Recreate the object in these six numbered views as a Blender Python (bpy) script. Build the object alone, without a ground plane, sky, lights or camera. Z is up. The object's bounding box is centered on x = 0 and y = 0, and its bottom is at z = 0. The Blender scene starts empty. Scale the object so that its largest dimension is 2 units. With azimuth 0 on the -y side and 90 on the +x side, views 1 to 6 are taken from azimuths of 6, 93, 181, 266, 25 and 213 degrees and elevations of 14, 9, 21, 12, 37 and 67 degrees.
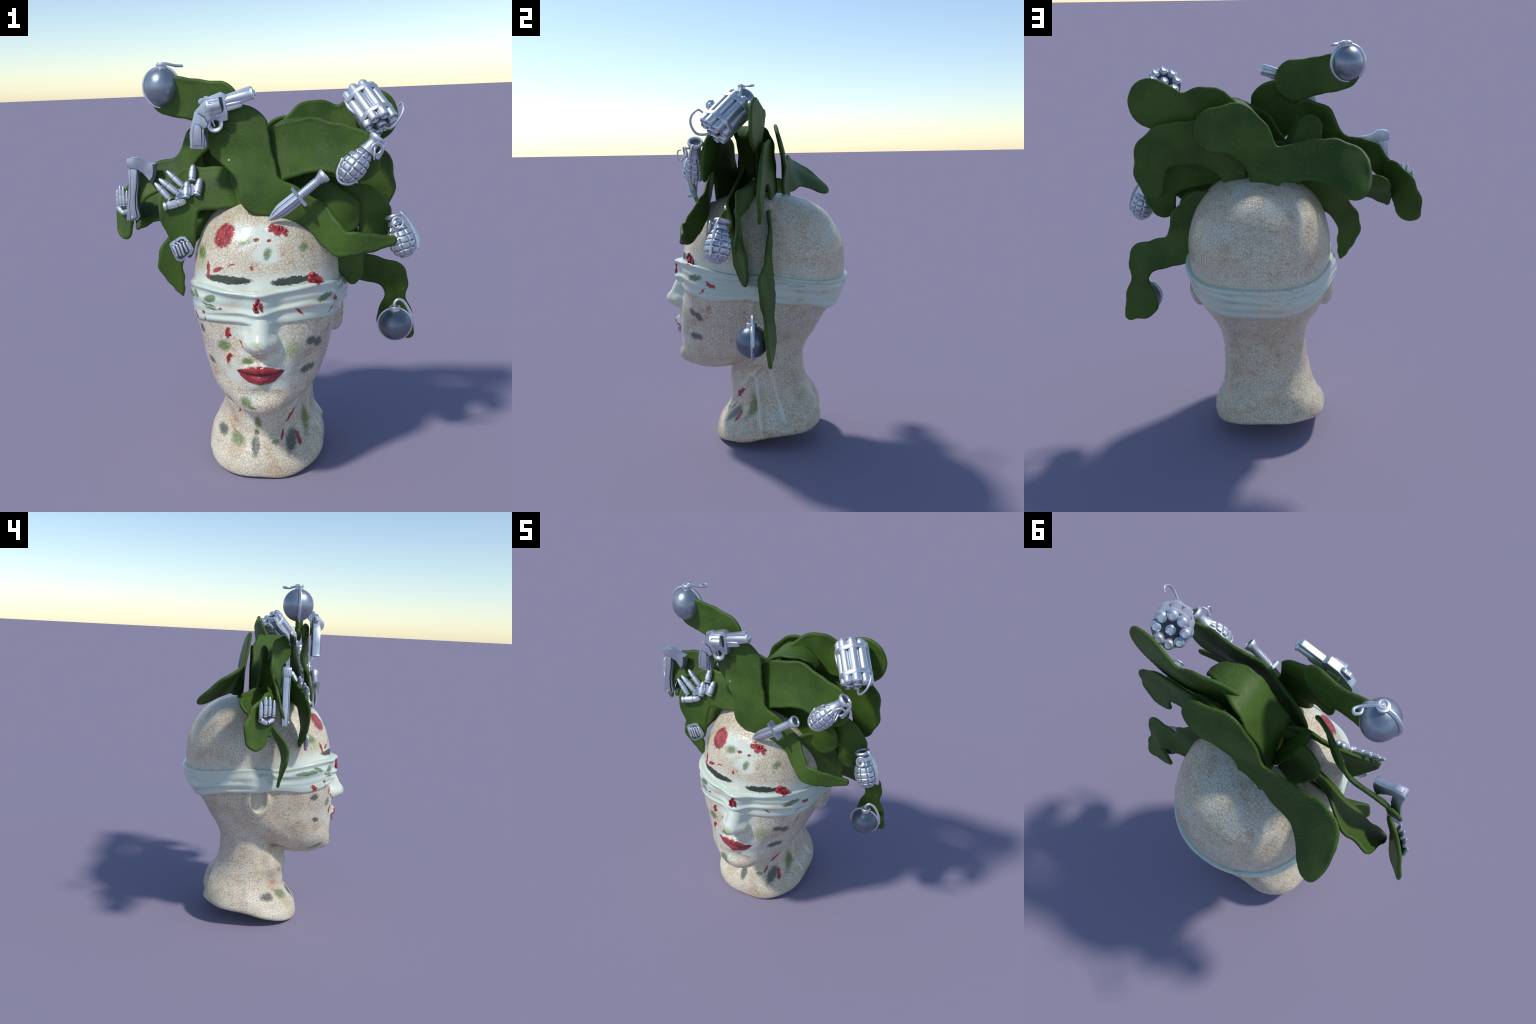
import bpy, bmesh, math
import numpy as np
from mathutils import Vector, Matrix
from mathutils.bvhtree import BVHTree

rng = np.random.default_rng(7)

# ------------------------------------------------------------------ helpers
def link(ob):
    bpy.context.scene.collection.objects.link(ob)
    return ob

def mesh_obj(name, verts, faces, mat=None, parent=None, smooth=True):
    me = bpy.data.meshes.new(name)
    me.from_pydata([tuple(map(float, v)) for v in verts], [], [tuple(map(int, f)) for f in faces])
    me.validate()
    if mat: me.materials.append(mat)
    me.polygons.foreach_set("use_smooth", [smooth] * len(me.polygons))
    me.update()
    ob = link(bpy.data.objects.new(name, me))
    if parent: ob.parent = parent
    return ob

def bm_obj(name, bm, mat=None, parent=None, smooth_angle=40):
    bmesh.ops.recalc_face_normals(bm, faces=bm.faces)
    me = bpy.data.meshes.new(name)
    bm.to_mesh(me); bm.free()
    if mat: me.materials.append(mat)
    me.polygons.foreach_set("use_smooth", [True] * len(me.polygons))
    me.set_sharp_from_angle(angle=math.radians(smooth_angle))
    ob = link(bpy.data.objects.new(name, me))
    if parent: ob.parent = parent
    return ob

def join_into(name, obs, parent=None):
    """merge several helper meshes into one part"""
    bm = bmesh.new()
    mat = obs[0].data.materials[0]
    for o in obs:
        me = o.data.copy(); me.transform(o.matrix_basis); bm.from_mesh(me)
        bpy.data.meshes.remove(me)
        old = o.data; bpy.data.objects.remove(o); bpy.data.meshes.remove(old)
    return bm_obj(name, bm, mat, parent)

def smoothstep(a, b, x):
    t = np.clip((x - a) / (b - a), 0, 1)
    return t * t * (3 - 2 * t)

def smin(a, b, k):
    h = np.clip(0.5 + 0.5 * (b - a) / k, 0, 1)
    return b + (a - b) * h - k * h * (1 - h)

def smax(a, b, k):
    return -smin(-a, -b, k)

def wave_noise(x, y, z, seed=0, f=1.0):
    """cheap smooth noise in about -1..1 from summed sines"""
    r = np.random.default_rng(seed)
    out = 0
    for i in range(6):
        k = r.normal(size=3) * f * (0.6 + 0.35 * i)
        out = out + np.sin(x * k[0] + y * k[1] + z * k[2] + r.uniform(0, 6.28)) / (1 + 0.4 * i)
    return out / 2.6

# ------------------------------------------------------------------ materials
def new_mat(name):
    m = bpy.data.materials.new(name); m.use_nodes = True
    nt = m.node_tree; nt.nodes.clear()
    out = nt.nodes.new("ShaderNodeOutputMaterial")
    b = nt.nodes.new("ShaderNodeBsdfPrincipled")
    nt.links.new(b.outputs[0], out.inputs[0])
    return m, nt, b

class N:
    """tiny node-graph builder"""
    def __init__(s, nt): s.nt = nt
    def n(s, t, **kw):
        nd = s.nt.nodes.new(t)
        for k, v in kw.items(): setattr(nd, k, v)
        return nd
    def put(s, sock, v):
        if isinstance(v, bpy.types.NodeSocket): s.nt.links.new(v, sock)
        else: sock.default_value = v
    def math(s, op, a, b=0.0, c=0.0, clamp=False):
        nd = s.n("ShaderNodeMath", operation=op, use_clamp=clamp)
        for i, v in enumerate((a, b, c)): s.put(nd.inputs[i], v)
        return nd.outputs[0]
    def vmath(s, op, a, b=None, scale=None):
        nd = s.n("ShaderNodeVectorMath", operation=op)
        s.put(nd.inputs[0], a)
        if b is not None: s.put(nd.inputs[1], b)
        if scale is not None: s.put(nd.inputs[3], scale)
        return nd.outputs[1] if op in ("LENGTH", "DISTANCE", "DOT_PRODUCT") else nd.outputs[0]
    def ramp(s, x, a, b, lo=0.0, hi=1.0):
        nd = s.n("ShaderNodeMapRange", interpolation_type="SMOOTHSTEP")
        for i, v in enumerate((x, a, b, lo, hi)): s.put(nd.inputs[i], v)
        return nd.outputs[0]
    def noise(s, vec, scale, detail=3.0, rough=0.55, dist=0.0, color=False):
        nd = s.n("ShaderNodeTexNoise")
        s.put(nd.inputs["Vector"], vec); nd.inputs["Scale"].default_value = scale
        nd.inputs["Detail"].default_value = detail; nd.inputs["Roughness"].default_value = rough
        nd.inputs["Distortion"].default_value = dist
        return nd.outputs["Color" if color else "Fac"]
    def voronoi(s, vec, scale, feature="F1", out="Distance"):
        nd = s.n("ShaderNodeTexVoronoi", feature=feature)
        s.put(nd.inputs["Vector"], vec); nd.inputs["Scale"].default_value = scale
        return nd.outputs[out]
    def mix(s, f, a, b, mode="MIX"):
        nd = s.n("ShaderNodeMix", data_type="RGBA", blend_type=mode)
        s.put(nd.inputs[0], f); s.put(nd.inputs[6], a if isinstance(a, bpy.types.NodeSocket) else (*a, 1) if len(a) == 3 else a)
        s.put(nd.inputs[7], b if isinstance(b, bpy.types.NodeSocket) else (*b, 1) if len(b) == 3 else b)
        return nd.outputs[2]
    def bump(s, h, strength, dist, normal=None):
        nd = s.n("ShaderNodeBump")
        nd.inputs["Strength"].default_value = strength; nd.inputs["Distance"].default_value = dist
        s.put(nd.inputs["Height"], h)
        if normal is not None: s.put(nd.inputs["Normal"], normal)
        return nd.outputs[0]

def obj_coords(g):
    return g.n("ShaderNodeTexCoord").outputs["Object"]

# ------------------------------------------------------------------ head shape (implicit sections)
XC_Z = [-0.1, 0.25, 0.5, 0.8, 1.4]
XC_X = [-0.010, -0.004, 0.020, 0.031, 0.033]
def xc(z): return np.interp(z, XC_Z, XC_X)

# z, front y, back y, half width, egg taper (front narrower)
SKULL = np.array([
    (0.408, -0.300, -0.200, 0.040, 0.10),
    (0.416, -0.346, -0.160, 0.090, 0.12),
    (0.430, -0.378, -0.110, 0.132, 0.14),
    (0.450, -0.400, -0.085, 0.156, 0.16),
    (0.476, -0.415, -0.030, 0.192, 0.18),
    (0.510, -0.423, 0.040, 0.225, 0.18),
    (0.550, -0.414, 0.110, 0.254, 0.17),
    (0.600, -0.392, 0.180, 0.279, 0.15),
    (0.650, -0.380, 0.260, 0.297, 0.13),
    (0.700, -0.378, 0.335, 0.308, 0.12),
    (0.750, -0.382, 0.400, 0.318, 0.11),
    (0.800, -0.386, 0.440, 0.328, 0.10),
    (0.850, -0.388, 0.460, 0.338, 0.10),
    (0.900, -0.388, 0.476, 0.346, 0.10),
    (0.950, -0.390, 0.482, 0.351, 0.10),
    (1.020, -0.396, 0.485, 0.352, 0.10),
    (1.110, -0.383, 0.474, 0.346, 0.10),
    (1.180, -0.362, 0.445, 0.326, 0.10),
    (1.250, -0.325, 0.402, 0.290, 0.09),
    (1.305, -0.275, 0.340, 0.242, 0.08),
    (1.340, -0.215, 0.268, 0.190, 0.06),
    (1.362, -0.150, 0.190, 0.135, 0.04),
    (1.374, -0.080, 0.120, 0.080, 0.02),
    (1.380, -0.010, 0.050, 0.025, 0.0)])
NECK = np.array([
    (-0.080, -0.240, 0.325, 0.290, 0.0),
    (0.000, -0.240, 0.340, 0.296, 0.0),
    (0.050, -0.238, 0.350, 0.302, 0.0),
    (0.100, -0.222, 0.355, 0.301, 0.0),
    (0.150, -0.190, 0.355, 0.288, 0.0),
    (0.200, -0.156, 0.349, 0.262, 0.0),
    (0.246, -0.152, 0.332, 0.239, 0.0),
    (0.290, -0.155, 0.297, 0.228, 0.0),
    (0.340, -0.160, 0.270, 0.221, 0.0),
    (0.400, -0.150, 0.258, 0.217, 0.0),
    (0.460, -0.130, 0.256, 0.217, 0.0),
    (0.520, -0.110, 0.262, 0.220, 0.0),
    (0.580, -0.100, 0.288, 0.228, 0.0),
    (0.650, -0.090, 0.334, 0.240, 0.0),
    (0.720, -0.080, 0.360, 0.240, 0.0),
    (0.800, -0.060, 0.300, 0.180, 0.0),
    (0.840, 0.050, 0.150, 0.040, 0.0)])

def catmull(tab, z):
    """smooth interpolation of table columns at heights z"""
    zs = tab[:, 0]
    zz = np.clip(z, zs[0], zs[-1])
    i = np.clip(np.searchsorted(zs, zz) - 1, 0, len(zs) - 2)
    h = zs[i + 1] - zs[i]; t = (zz - zs[i]) / h
    m = np.gradient(tab[:, 1:], zs, axis=0)
    h00 = 2 * t**3 - 3 * t**2 + 1; h10 = t**3 - 2 * t**2 + t
    h01 = -2 * t**3 + 3 * t**2; h11 = t**3 - t**2
    return [h00 * tab[i, c + 1] + h10 * h * m[i, c] + h01 * tab[i + 1, c + 1] + h11 * h * m[i + 1, c] for c in range(tab.shape[1] - 1)]

FACE_FRONT = (([0.42, 0.52, 0.64, 0.75, 1.0, 1.3], [0.16, 0.10, 0.04, 0.0, 0.01, 0.03]), ([0.42, 0.55, 0.66, 0.78, 0.95, 1.1, 1.3], [2.1, 2.2, 2.55, 2.9, 2.8, 2.5, 2.2]))
NECK_FRONT = (([0.0, 0.07, 0.11, 0.16, 0.25, 0.5], [0.0, 0.02, 0.10, 0.15, 0.12, 0.12]), ([0.0, 0.07, 0.11, 0.16, 0.25, 0.5], [2.35, 2.2, 1.95, 1.75, 1.8, 1.9]))
def stack_sdf(tab, x, y, z, n, front):
    yf, yb, w, e = catmull(tab, z)
    cy = 0.5 * (yf + yb); ry = np.maximum(0.5 * (yb - yf), 1e-3); w = np.maximum(w, 1e-3)
    u = (y - cy) / ry
    # front and back halves have their own squareness and taper
    ef = np.interp(z, *front[0]); nf = np.interp(z, *front[1])
    we = w * (1 + np.where(u > 0, e, ef) * np.clip(u, -1.2, 1.2))
    n = np.where(u < 0, nf, n)
    f = (np.abs(x / we)**n + np.abs(u)**n)**(1 / n)
    r = np.sqrt(x * x + (y - cy)**2) + 1e-6
    d = np.where(f > 1e-4, r * (1 - 1 / np.maximum(f, 1e-4)), -np.minimum(w, ry))
    d = np.maximum(d, -np.minimum(w, ry))
    over = np.maximum(np.maximum(z - tab[-1, 0], tab[0, 0] - z), 0)
    return np.where(over > 0, np.sqrt(np.maximum(d, 0)**2 + over**2), d)

def ellipsoid(x, y, z, c, r):
    q = np.sqrt(((x - c[0]) / r[0])**2 + ((y - c[1]) / r[1])**2 + ((z - c[2]) / r[2])**2)
    return (q - 1) * min(r)

def capsule(x, y, z, a, b, ra, rb):
    a = np.array(a); b = np.array(b); ab = b - a
    t = np.clip(((x - a[0]) * ab[0] + (y - a[1]) * ab[1] + (z - a[2]) * ab[2]) / (ab @ ab), 0, 1)
    d = np.sqrt((x - a[0] - t * ab[0])**2 + (y - a[1] - t * ab[1])**2 + (z - a[2] - t * ab[2])**2)
    return d - (ra + (rb - ra) * t)

def head_sdf(x, y, z, face=True):
    X = x - xc(z)
    skew = np.where(X < 0, 0.075, 0.015) * X * smoothstep(0.1, -0.2, y) * smoothstep(0.44, 0.56, z) * smoothstep(1.06, 0.95, z)
    d = stack_sdf(SKULL, X, y - skew, z, 2.15, FACE_FRONT)
    nskew = 0.10 * X * smoothstep(0.08, -0.08, y) * smoothstep(0.26, 0.34, z)
    nk = stack_sdf(NECK, X, y - nskew, z, np.interp(z, [0.0, 0.2, 0.34], [3.1, 3.0, 2.5]), NECK_FRONT)
    nk = smax(nk, -ellipsoid(X, y, z, (-0.01, 0.395, 0.235), (0.115, 0.090, 0.105)), 0.05)     # hollow at the nape
    d = smin(d, nk, 0.05)
    # base underside: flat in front, rising towards the back
    yp = np.maximum(y, 0)
    zb = 0.055 + 0.245 * y - 0.25 * yp * yp - 0.15 * x * yp + 0.004 * np.sin(17 * y + 21 * x)
    d = smax(d, zb - z, 0.032)
    if not face: return d
    ax = np.abs(X)
    # chin, cheek, brow
    d = smin(d, ellipsoid(X, y, z, (0.0, -0.388, 0.478), (0.085, 0.045, 0.045)), 0.05)
    # muzzle under the nose
    d = smin(d, ellipsoid(X, y, z, (0.0, -0.374, 0.672), (0.135, 0.060, 0.125)), 0.06)
    # lower-lip crease above the chin
    d = smax(d, -ellipsoid(X, y, z, (0.0, -0.472, 0.540), (0.085, 0.045, 0.028)), 0.03)
    # nose
    d = smin(d, capsule(ax, y, z, (0.0, -0.362, 0.98), (0.0, -0.447, 0.806), 0.040, 0.046), 0.055)
    d = smin(d, ellipsoid(X, y, z, (0.0, -0.468, 0.793), (0.040, 0.039, 0.036)), 0.020)
    d = smin(d, ellipsoid(ax, y, z, (0.046, -0.424, 0.787), (0.030, 0.040, 0.032)), 0.026)
    d = smax(d, -ellipsoid(ax, y, z, (0.022, -0.462, 0.752), (0.013, 0.018, 0.010)), 0.010)
    # lips: upper bow, lower roll, corners
    d = smin(d, capsule(ax, y, z, (0.014, -0.437, 0.668), (0.062, -0.424, 0.662), 0.025, 0.018), 0.010)
    d = smin(d, capsule(ax, y, z, (0.062, -0.424, 0.662), (0.100, -0.398, 0.652), 0.018, 0.008), 0.010)
    d = smin(d, capsule(ax, y, z, (0.0, -0.423, 0.616), (0.058, -0.408, 0.626), 0.028, 0.019), 0.010)
    d = smax(d, -capsule(ax, y, z, (0.0, -0.470, 0.641), (0.098, -0.422, 0.650), 0.007, 0.006), 0.010)
    d = smax(d, -ellipsoid(X, y, z, (0.0, -0.466, 0.708), (0.011, 0.022, 0.018)), 0.012)
    # ears (tops vanish under the blindfold)
    ear = ellipsoid(ax, y, z, (0.326, 0.058, 0.795), (0.052, 0.080, 0.118))
    ear = smax(ear, -ellipsoid(ax, y, z, (0.372, 0.048, 0.800), (0.044, 0.050, 0.072)), 0.008)
    ear = smin(ear, ellipsoid(ax, y, z, (0.325, 0.000, 0.805), (0.030, 0.018, 0.035)), 0.012)
    d = smin(d, ear, 0.014)
    return d

def surface_nets(fn, lo, hi, h):
    """dual surface of an implicit function on a regular lattice"""
    lo = np.array(lo); n = np.ceil((np.array(hi) - lo) / h).astype(int) + 1
    gx, gy, gz = [lo[i] + h * np.arange(n[i]) for i in range(3)]
    F = np.empty(n, np.float32)
    for k in range(0, n[2], 24):
        Z = gz[k:k + 24]
        A, B_, C = np.meshgrid(gx, gy, Z, indexing="ij")
        F[:, :, k:k + 24] = fn(A, B_, C)
    s = F < 0
    c = [n[i] - 1 for i in range(3)]
    corners = [(i, j, k) for i in (0, 1) for j in (0, 1) for k in (0, 1)]
    cnt = sum(s[i:i + c[0], j:j + c[1], k:k + c[2]].astype(np.int8) for i, j, k in corners)
    act = (cnt > 0) & (cnt < 8)
    idx = -np.ones(c, np.int64); cells = np.argwhere(act)
    idx[tuple(cells.T)] = np.arange(len(cells))
    acc = np.zeros((len(cells), 3)); num = np.zeros(len(cells))
    for a in corners:
        for ax in range(3):
            if a[ax]: continue
            b = list(a); b[ax] = 1
            fa = F[cells[:, 0] + a[0], cells[:, 1] + a[1], cells[:, 2] + a[2]]
            fb = F[cells[:, 0] + b[0], cells[:, 1] + b[1], cells[:, 2] + b[2]]
            m = (fa < 0) != (fb < 0)
            t = np.where(m, fa / np.where(m, fa - fb, 1), 0)
            p = np.tile(np.array(a, float), (len(cells), 1)); p[:, ax] += t
            acc[m] += p[m]; num[m] += 1
    V = lo + h * (cells + acc / num[:, None])
    faces = []
    for ax in range(3):
        u, v = (ax + 1) % 3, (ax + 2) % 3
        s0 = [slice(None)] * 3; s1 = [slice(None)] * 3
        s0[ax] = slice(0, -1); s1[ax] = slice(1, None)
        ch = np.argwhere(s[tuple(s0)] != s[tuple(s1)])
        ch = ch[(ch[:, u] > 0) & (ch[:, v] > 0) & (ch[:, u] < n[u] - 1) & (ch[:, v] < n[v] - 1)]
        q = []
        for du, dv in ((1, 1), (0, 1), (0, 0), (1, 0)):
            e = ch.copy(); e[:, u] -= du; e[:, v] -= dv
            q.append(idx[tuple(e.T)])
        q = np.stack(q, 1)
        inside = s[tuple(ch.T)]
        q[~inside] = q[~inside][:, ::-1]
        faces.append(q)
    Fq = np.concatenate(faces)
    return V, Fq[(Fq >= 0).all(1)]

# neck tendons: raised strokes on the +x side, softer on the other
TENDONS = [([(0.21, 0.085, 0.43), (0.22, 0.114, 0.291), (0.27, 0.17, 0.16)], 0.012, 0.013),
           ([(0.21, 0.0, 0.39), (0.23, 0.02, 0.225), (0.27, 0.032, 0.12)], 0.014, 0.013),
           ([(0.20, 0.02, 0.45), (0.20, -0.04, 0.38), (0.17, -0.08, 0.325), (0.10, -0.14, 0.23)], 0.010, 0.013),
           ([(-0.20, -0.03, 0.42), (-0.19, -0.08, 0.30), (-0.12, -0.16, 0.20)], 0.007, 0.025)]

def seg_dist(P, a, b):
    a = np.array(a); b = np.array(b); ab = b - a
    t = np.clip((P - a) @ ab / (ab @ ab), 0, 1)
    return np.linalg.norm(P - a - t[:, None] * ab, axis=1)

def build_head_mesh():
    V, Fq = surface_nets(head_sdf, (-0.40, -0.54, -0.04), (0.44, 0.52, 1.41), 0.0062)
    eps = 0.003
    for it in range(3):      # pull the net onto the exact surface
        x, y, z = V.T
        f = head_sdf(x, y, z)
        g = np.stack([head_sdf(x + eps, y, z) - head_sdf(x - eps, y, z),
                      head_sdf(x, y + eps, z) - head_sdf(x, y - eps, z),
                      head_sdf(x, y, z + eps) - head_sdf(x, y, z - eps)], 1) / (2 * eps)
        V = V - np.clip(f / np.maximum((g * g).sum(1), 0.05), -0.006, 0.006)[:, None] * g * 0.8
    nrm = g / np.maximum(np.linalg.norm(g, axis=1), 1e-6)[:, None]
    off = 0.0016 * wave_noise(*V.T, seed=3, f=22)
    for pts, amp, wid in TENDONS:
        side = np.sign(pts[0][0]); Q = V * (0.35, 1, 1); q = [(p[0] * 0.35, p[1], p[2]) for p in pts]
        d = np.min([seg_dist(Q, q[i], q[i + 1]) for i in range(len(q) - 1)], axis=0)
        off += amp * smoothstep(0.07, 0.16, V[:, 2]) * np.exp(-(d / wid)**2) * (V[:, 0] * side > 0.02) - 0.4 * amp * np.exp(-((d - 2.1 * wid) / wid)**2) * (V[:, 0] * side > 0.05)
    for x0, z0, a, b_, ang in PAINT["red"][:4] + PAINT["red"][10:15]:
        c, sn = math.cos(math.radians(ang)), math.sin(math.radians(ang))
        u = (V[:, 0] - x0) * c + (V[:, 2] - z0) * sn; v = -(V[:, 0] - x0) * sn + (V[:, 2] - z0) * c
        off += 0.005 * np.exp(-((u / (a * 1.05))**2 + (v / (b_ * 1.05))**2)**2) * (V[:, 1] < -0.1)
    V = V + nrm * off[:, None]
    V[:, 2] = np.maximum(V[:, 2], 0.0)
    return V, Fq

# ------------------------------------------------------------------ painted marks: (x, z, half length, half width, angle) seen from the front
PAINT = {
 "red": [(-0.127, 1.240, .060, .042, 44), (0.084, 1.275, .020, .014, 20), (0.109, 1.262, .023, .020, -50), (0.138, 1.256, .023, .010, -55), (0.019, 1.230, .016, .007, 10), (0.075, 1.224, .009, .007, 0),
   (-0.203, 1.091, .042, .008, 92), (-0.157, 1.099, .030, .009, 25), (-0.092, 1.124, .020, .005, 10), (-0.002, 1.114, .011, .005, -45), (0.265, 1.054, .032, .020, -40), (0.284, 1.036, .017, .013, -30),
   (-0.119, 0.821, .028, .011, 85), (-0.120, 0.704, .027, .010, 82), (-0.109, 0.722, .011, .011, 0), (-0.051, 0.771, .027, .004, -60),
   (-0.122, 0.310, .015, .006, 70), (0.128, 0.276, .040, .008, 52), (0.089, 0.188, .024, .006, 80), (0.165, 0.158, .036, .009, -65)],
 "faint_red": [(0.032, 0.780, .027, .010, 8), (-0.155, 0.190, .025, .010, -40), (0.325, 0.798, .037, .006, 75), (-0.019, 0.722, .010, .005, 0), (-0.15, 0.24, .02, .02, 0)],
 "green": [(-0.036, 1.225, .039, .020, 10), (0.068, 1.172, .029, .018, 70), (0.220, 1.186, .020, .017, -30), (-0.244, 1.153, .025, .028, 0), (-0.140, 0.758, .036, .027, 20), (-0.029, 0.702, .025, .016, 0),
   (-0.048, 0.506, .030, .025, 0), (-0.025, 0.484, .028, .012, -20), (-0.029, 0.262, .020, .038, 0), (-0.137, 0.162, .042, .030, 0), (0.055, 0.164, .020, .012, 0), (0.197, 0.218, .016, .078, 8), (-0.135, 0.480, .022, .022, 0)],
 "pale_green": [(0.023, 0.804, .030, .018, 0), (0.168, 0.746, .045, .035, 0), (-0.029, 0.702, .030, .018, 0), (0.018, 0.565, .030, .012, 0), (-0.24, 1.13, .03, .05, 0)],
 "grey": [(-0.250, 0.808, .015, .023, 0), (-0.210, 0.662, .022, .016, -40), (0.248, 0.762, .026, .024, -40), (0.276, 0.744, .018, .028, 0), (0.226, 0.626, .038, .019, 5), (-0.222, 0.168, .034, .023, 20), (0.131, 0.160, .028, .052, 0),
   (-0.043, 0.150, .024, .045, 0), (-0.036, 0.209, .013, .015, 0)],
 "brow": [(-0.108, 1.060, .118, .019, -1), (0.172, 1.055, .096, .019, 3), (0.236, 1.057, .045, .012, 5)],
 "tendon": [(0.100, 0.360, .080, .010, -78), (0.140, 0.222, .095, .010, -70), (0.010, 0.307, .090, .010, -83), (0.027, 0.150, .085, .010, -85), (-0.010, 0.415, .048, .009, 49), (-0.060, 0.352, .036, .009, 54)],
 "glaze": [(0.021, 0.812, .105, .105, 0), (0.023, 0.641, .150, .078, 0), (0.054, 1.174, .060, .050, 0), (-0.009, 1.239, .12, .05, 0)],
 "band_red": [(0.024, 0.977, .022, .008, 70), (0.015, 0.948, .016, .008, 10), (0.041, 0.960, .018, .007, -80), (0.200, 0.917, .025, .006, -50), (-0.232, 0.903, .009, .008, 0), (-0.147, 0.933, .007, .007, 0), (0.358, 0.930, .021, .006, -70),
   (0.339, 0.892, .024, .004, 50), (-0.275, 0.867, .025, .008, -70), (-0.226, 0.870, .020, .004, 85), (0.284, 1.036, .017, .012, -30)],
 "band_green": [(-0.196, 0.972, .032, .017, 15), (-0.269, 0.978, .021, .011, -45), (-0.203, 0.943, .040, .006, -10), (0.312, 0.959, .037, .017, 15), (-0.189, 0.929, .040, .005, -5), (-0.30, 0.96, .03, .012, 20)],
 "band_cream": [(-0.099, 0.946, .039, .020, 20), (0.238, 0.934, .039, .020, 0)],
 "band_dark": [(-0.112, 1.052, .098, .014, -1), (0.175, 1.047, .082, .014, 3), (0.236, 1.049, .039, .011, 5)],
}

# ------------------------------------------------------------------ leaves
LEAF_T = 0.0075      # half thickness

def stroke_sdf(x, z, strokes, k=0.018):
    d = None
    for st in strokes:
        for a, b in zip(st[:-1], st[1:]):
            ax, az, ra = a[:3]; bx, bz, rb = b[:3]
            dx, dz = bx - ax, bz - az
            t = np.clip(((x - ax) * dx + (z - az) * dz) / (dx * dx + dz * dz), 0, 1)
            e = np.hypot(x - ax - t * dx, z - az - t * dz) - (ra + (rb - ra) * t)
            d = e if d is None else smin(d, e, k)
    return d

def depth_field(anchors, reg=2e-4):
    """thin-plate sheet y(x, z) through the anchors"""
    a = np.array(anchors, float); X = a[:, :2]; n = len(a)
    phi = lambda r2: 0.5 * r2 * np.log(r2 + 1e-9)
    A = np.zeros((n + 3, n + 3))
    A[:n, :n] = phi(((X[:, None] - X[None])**2).sum(2)) + np.eye(n) * reg
    A[:n, n] = A[n, :n] = 1; A[:n, n + 1:] = X; A[n + 1:, :n] = X.T
    w = np.linalg.solve(A, np.concatenate([a[:, 2], [0, 0, 0]]))
    def f(x, z):
        out = w[n] + w[n + 1] * x + w[n + 2] * z
        for i in range(n): out = out + w[i] * phi((x - X[i, 0])**2 + (z - X[i, 1])**2)
        return out
    return f

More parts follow.
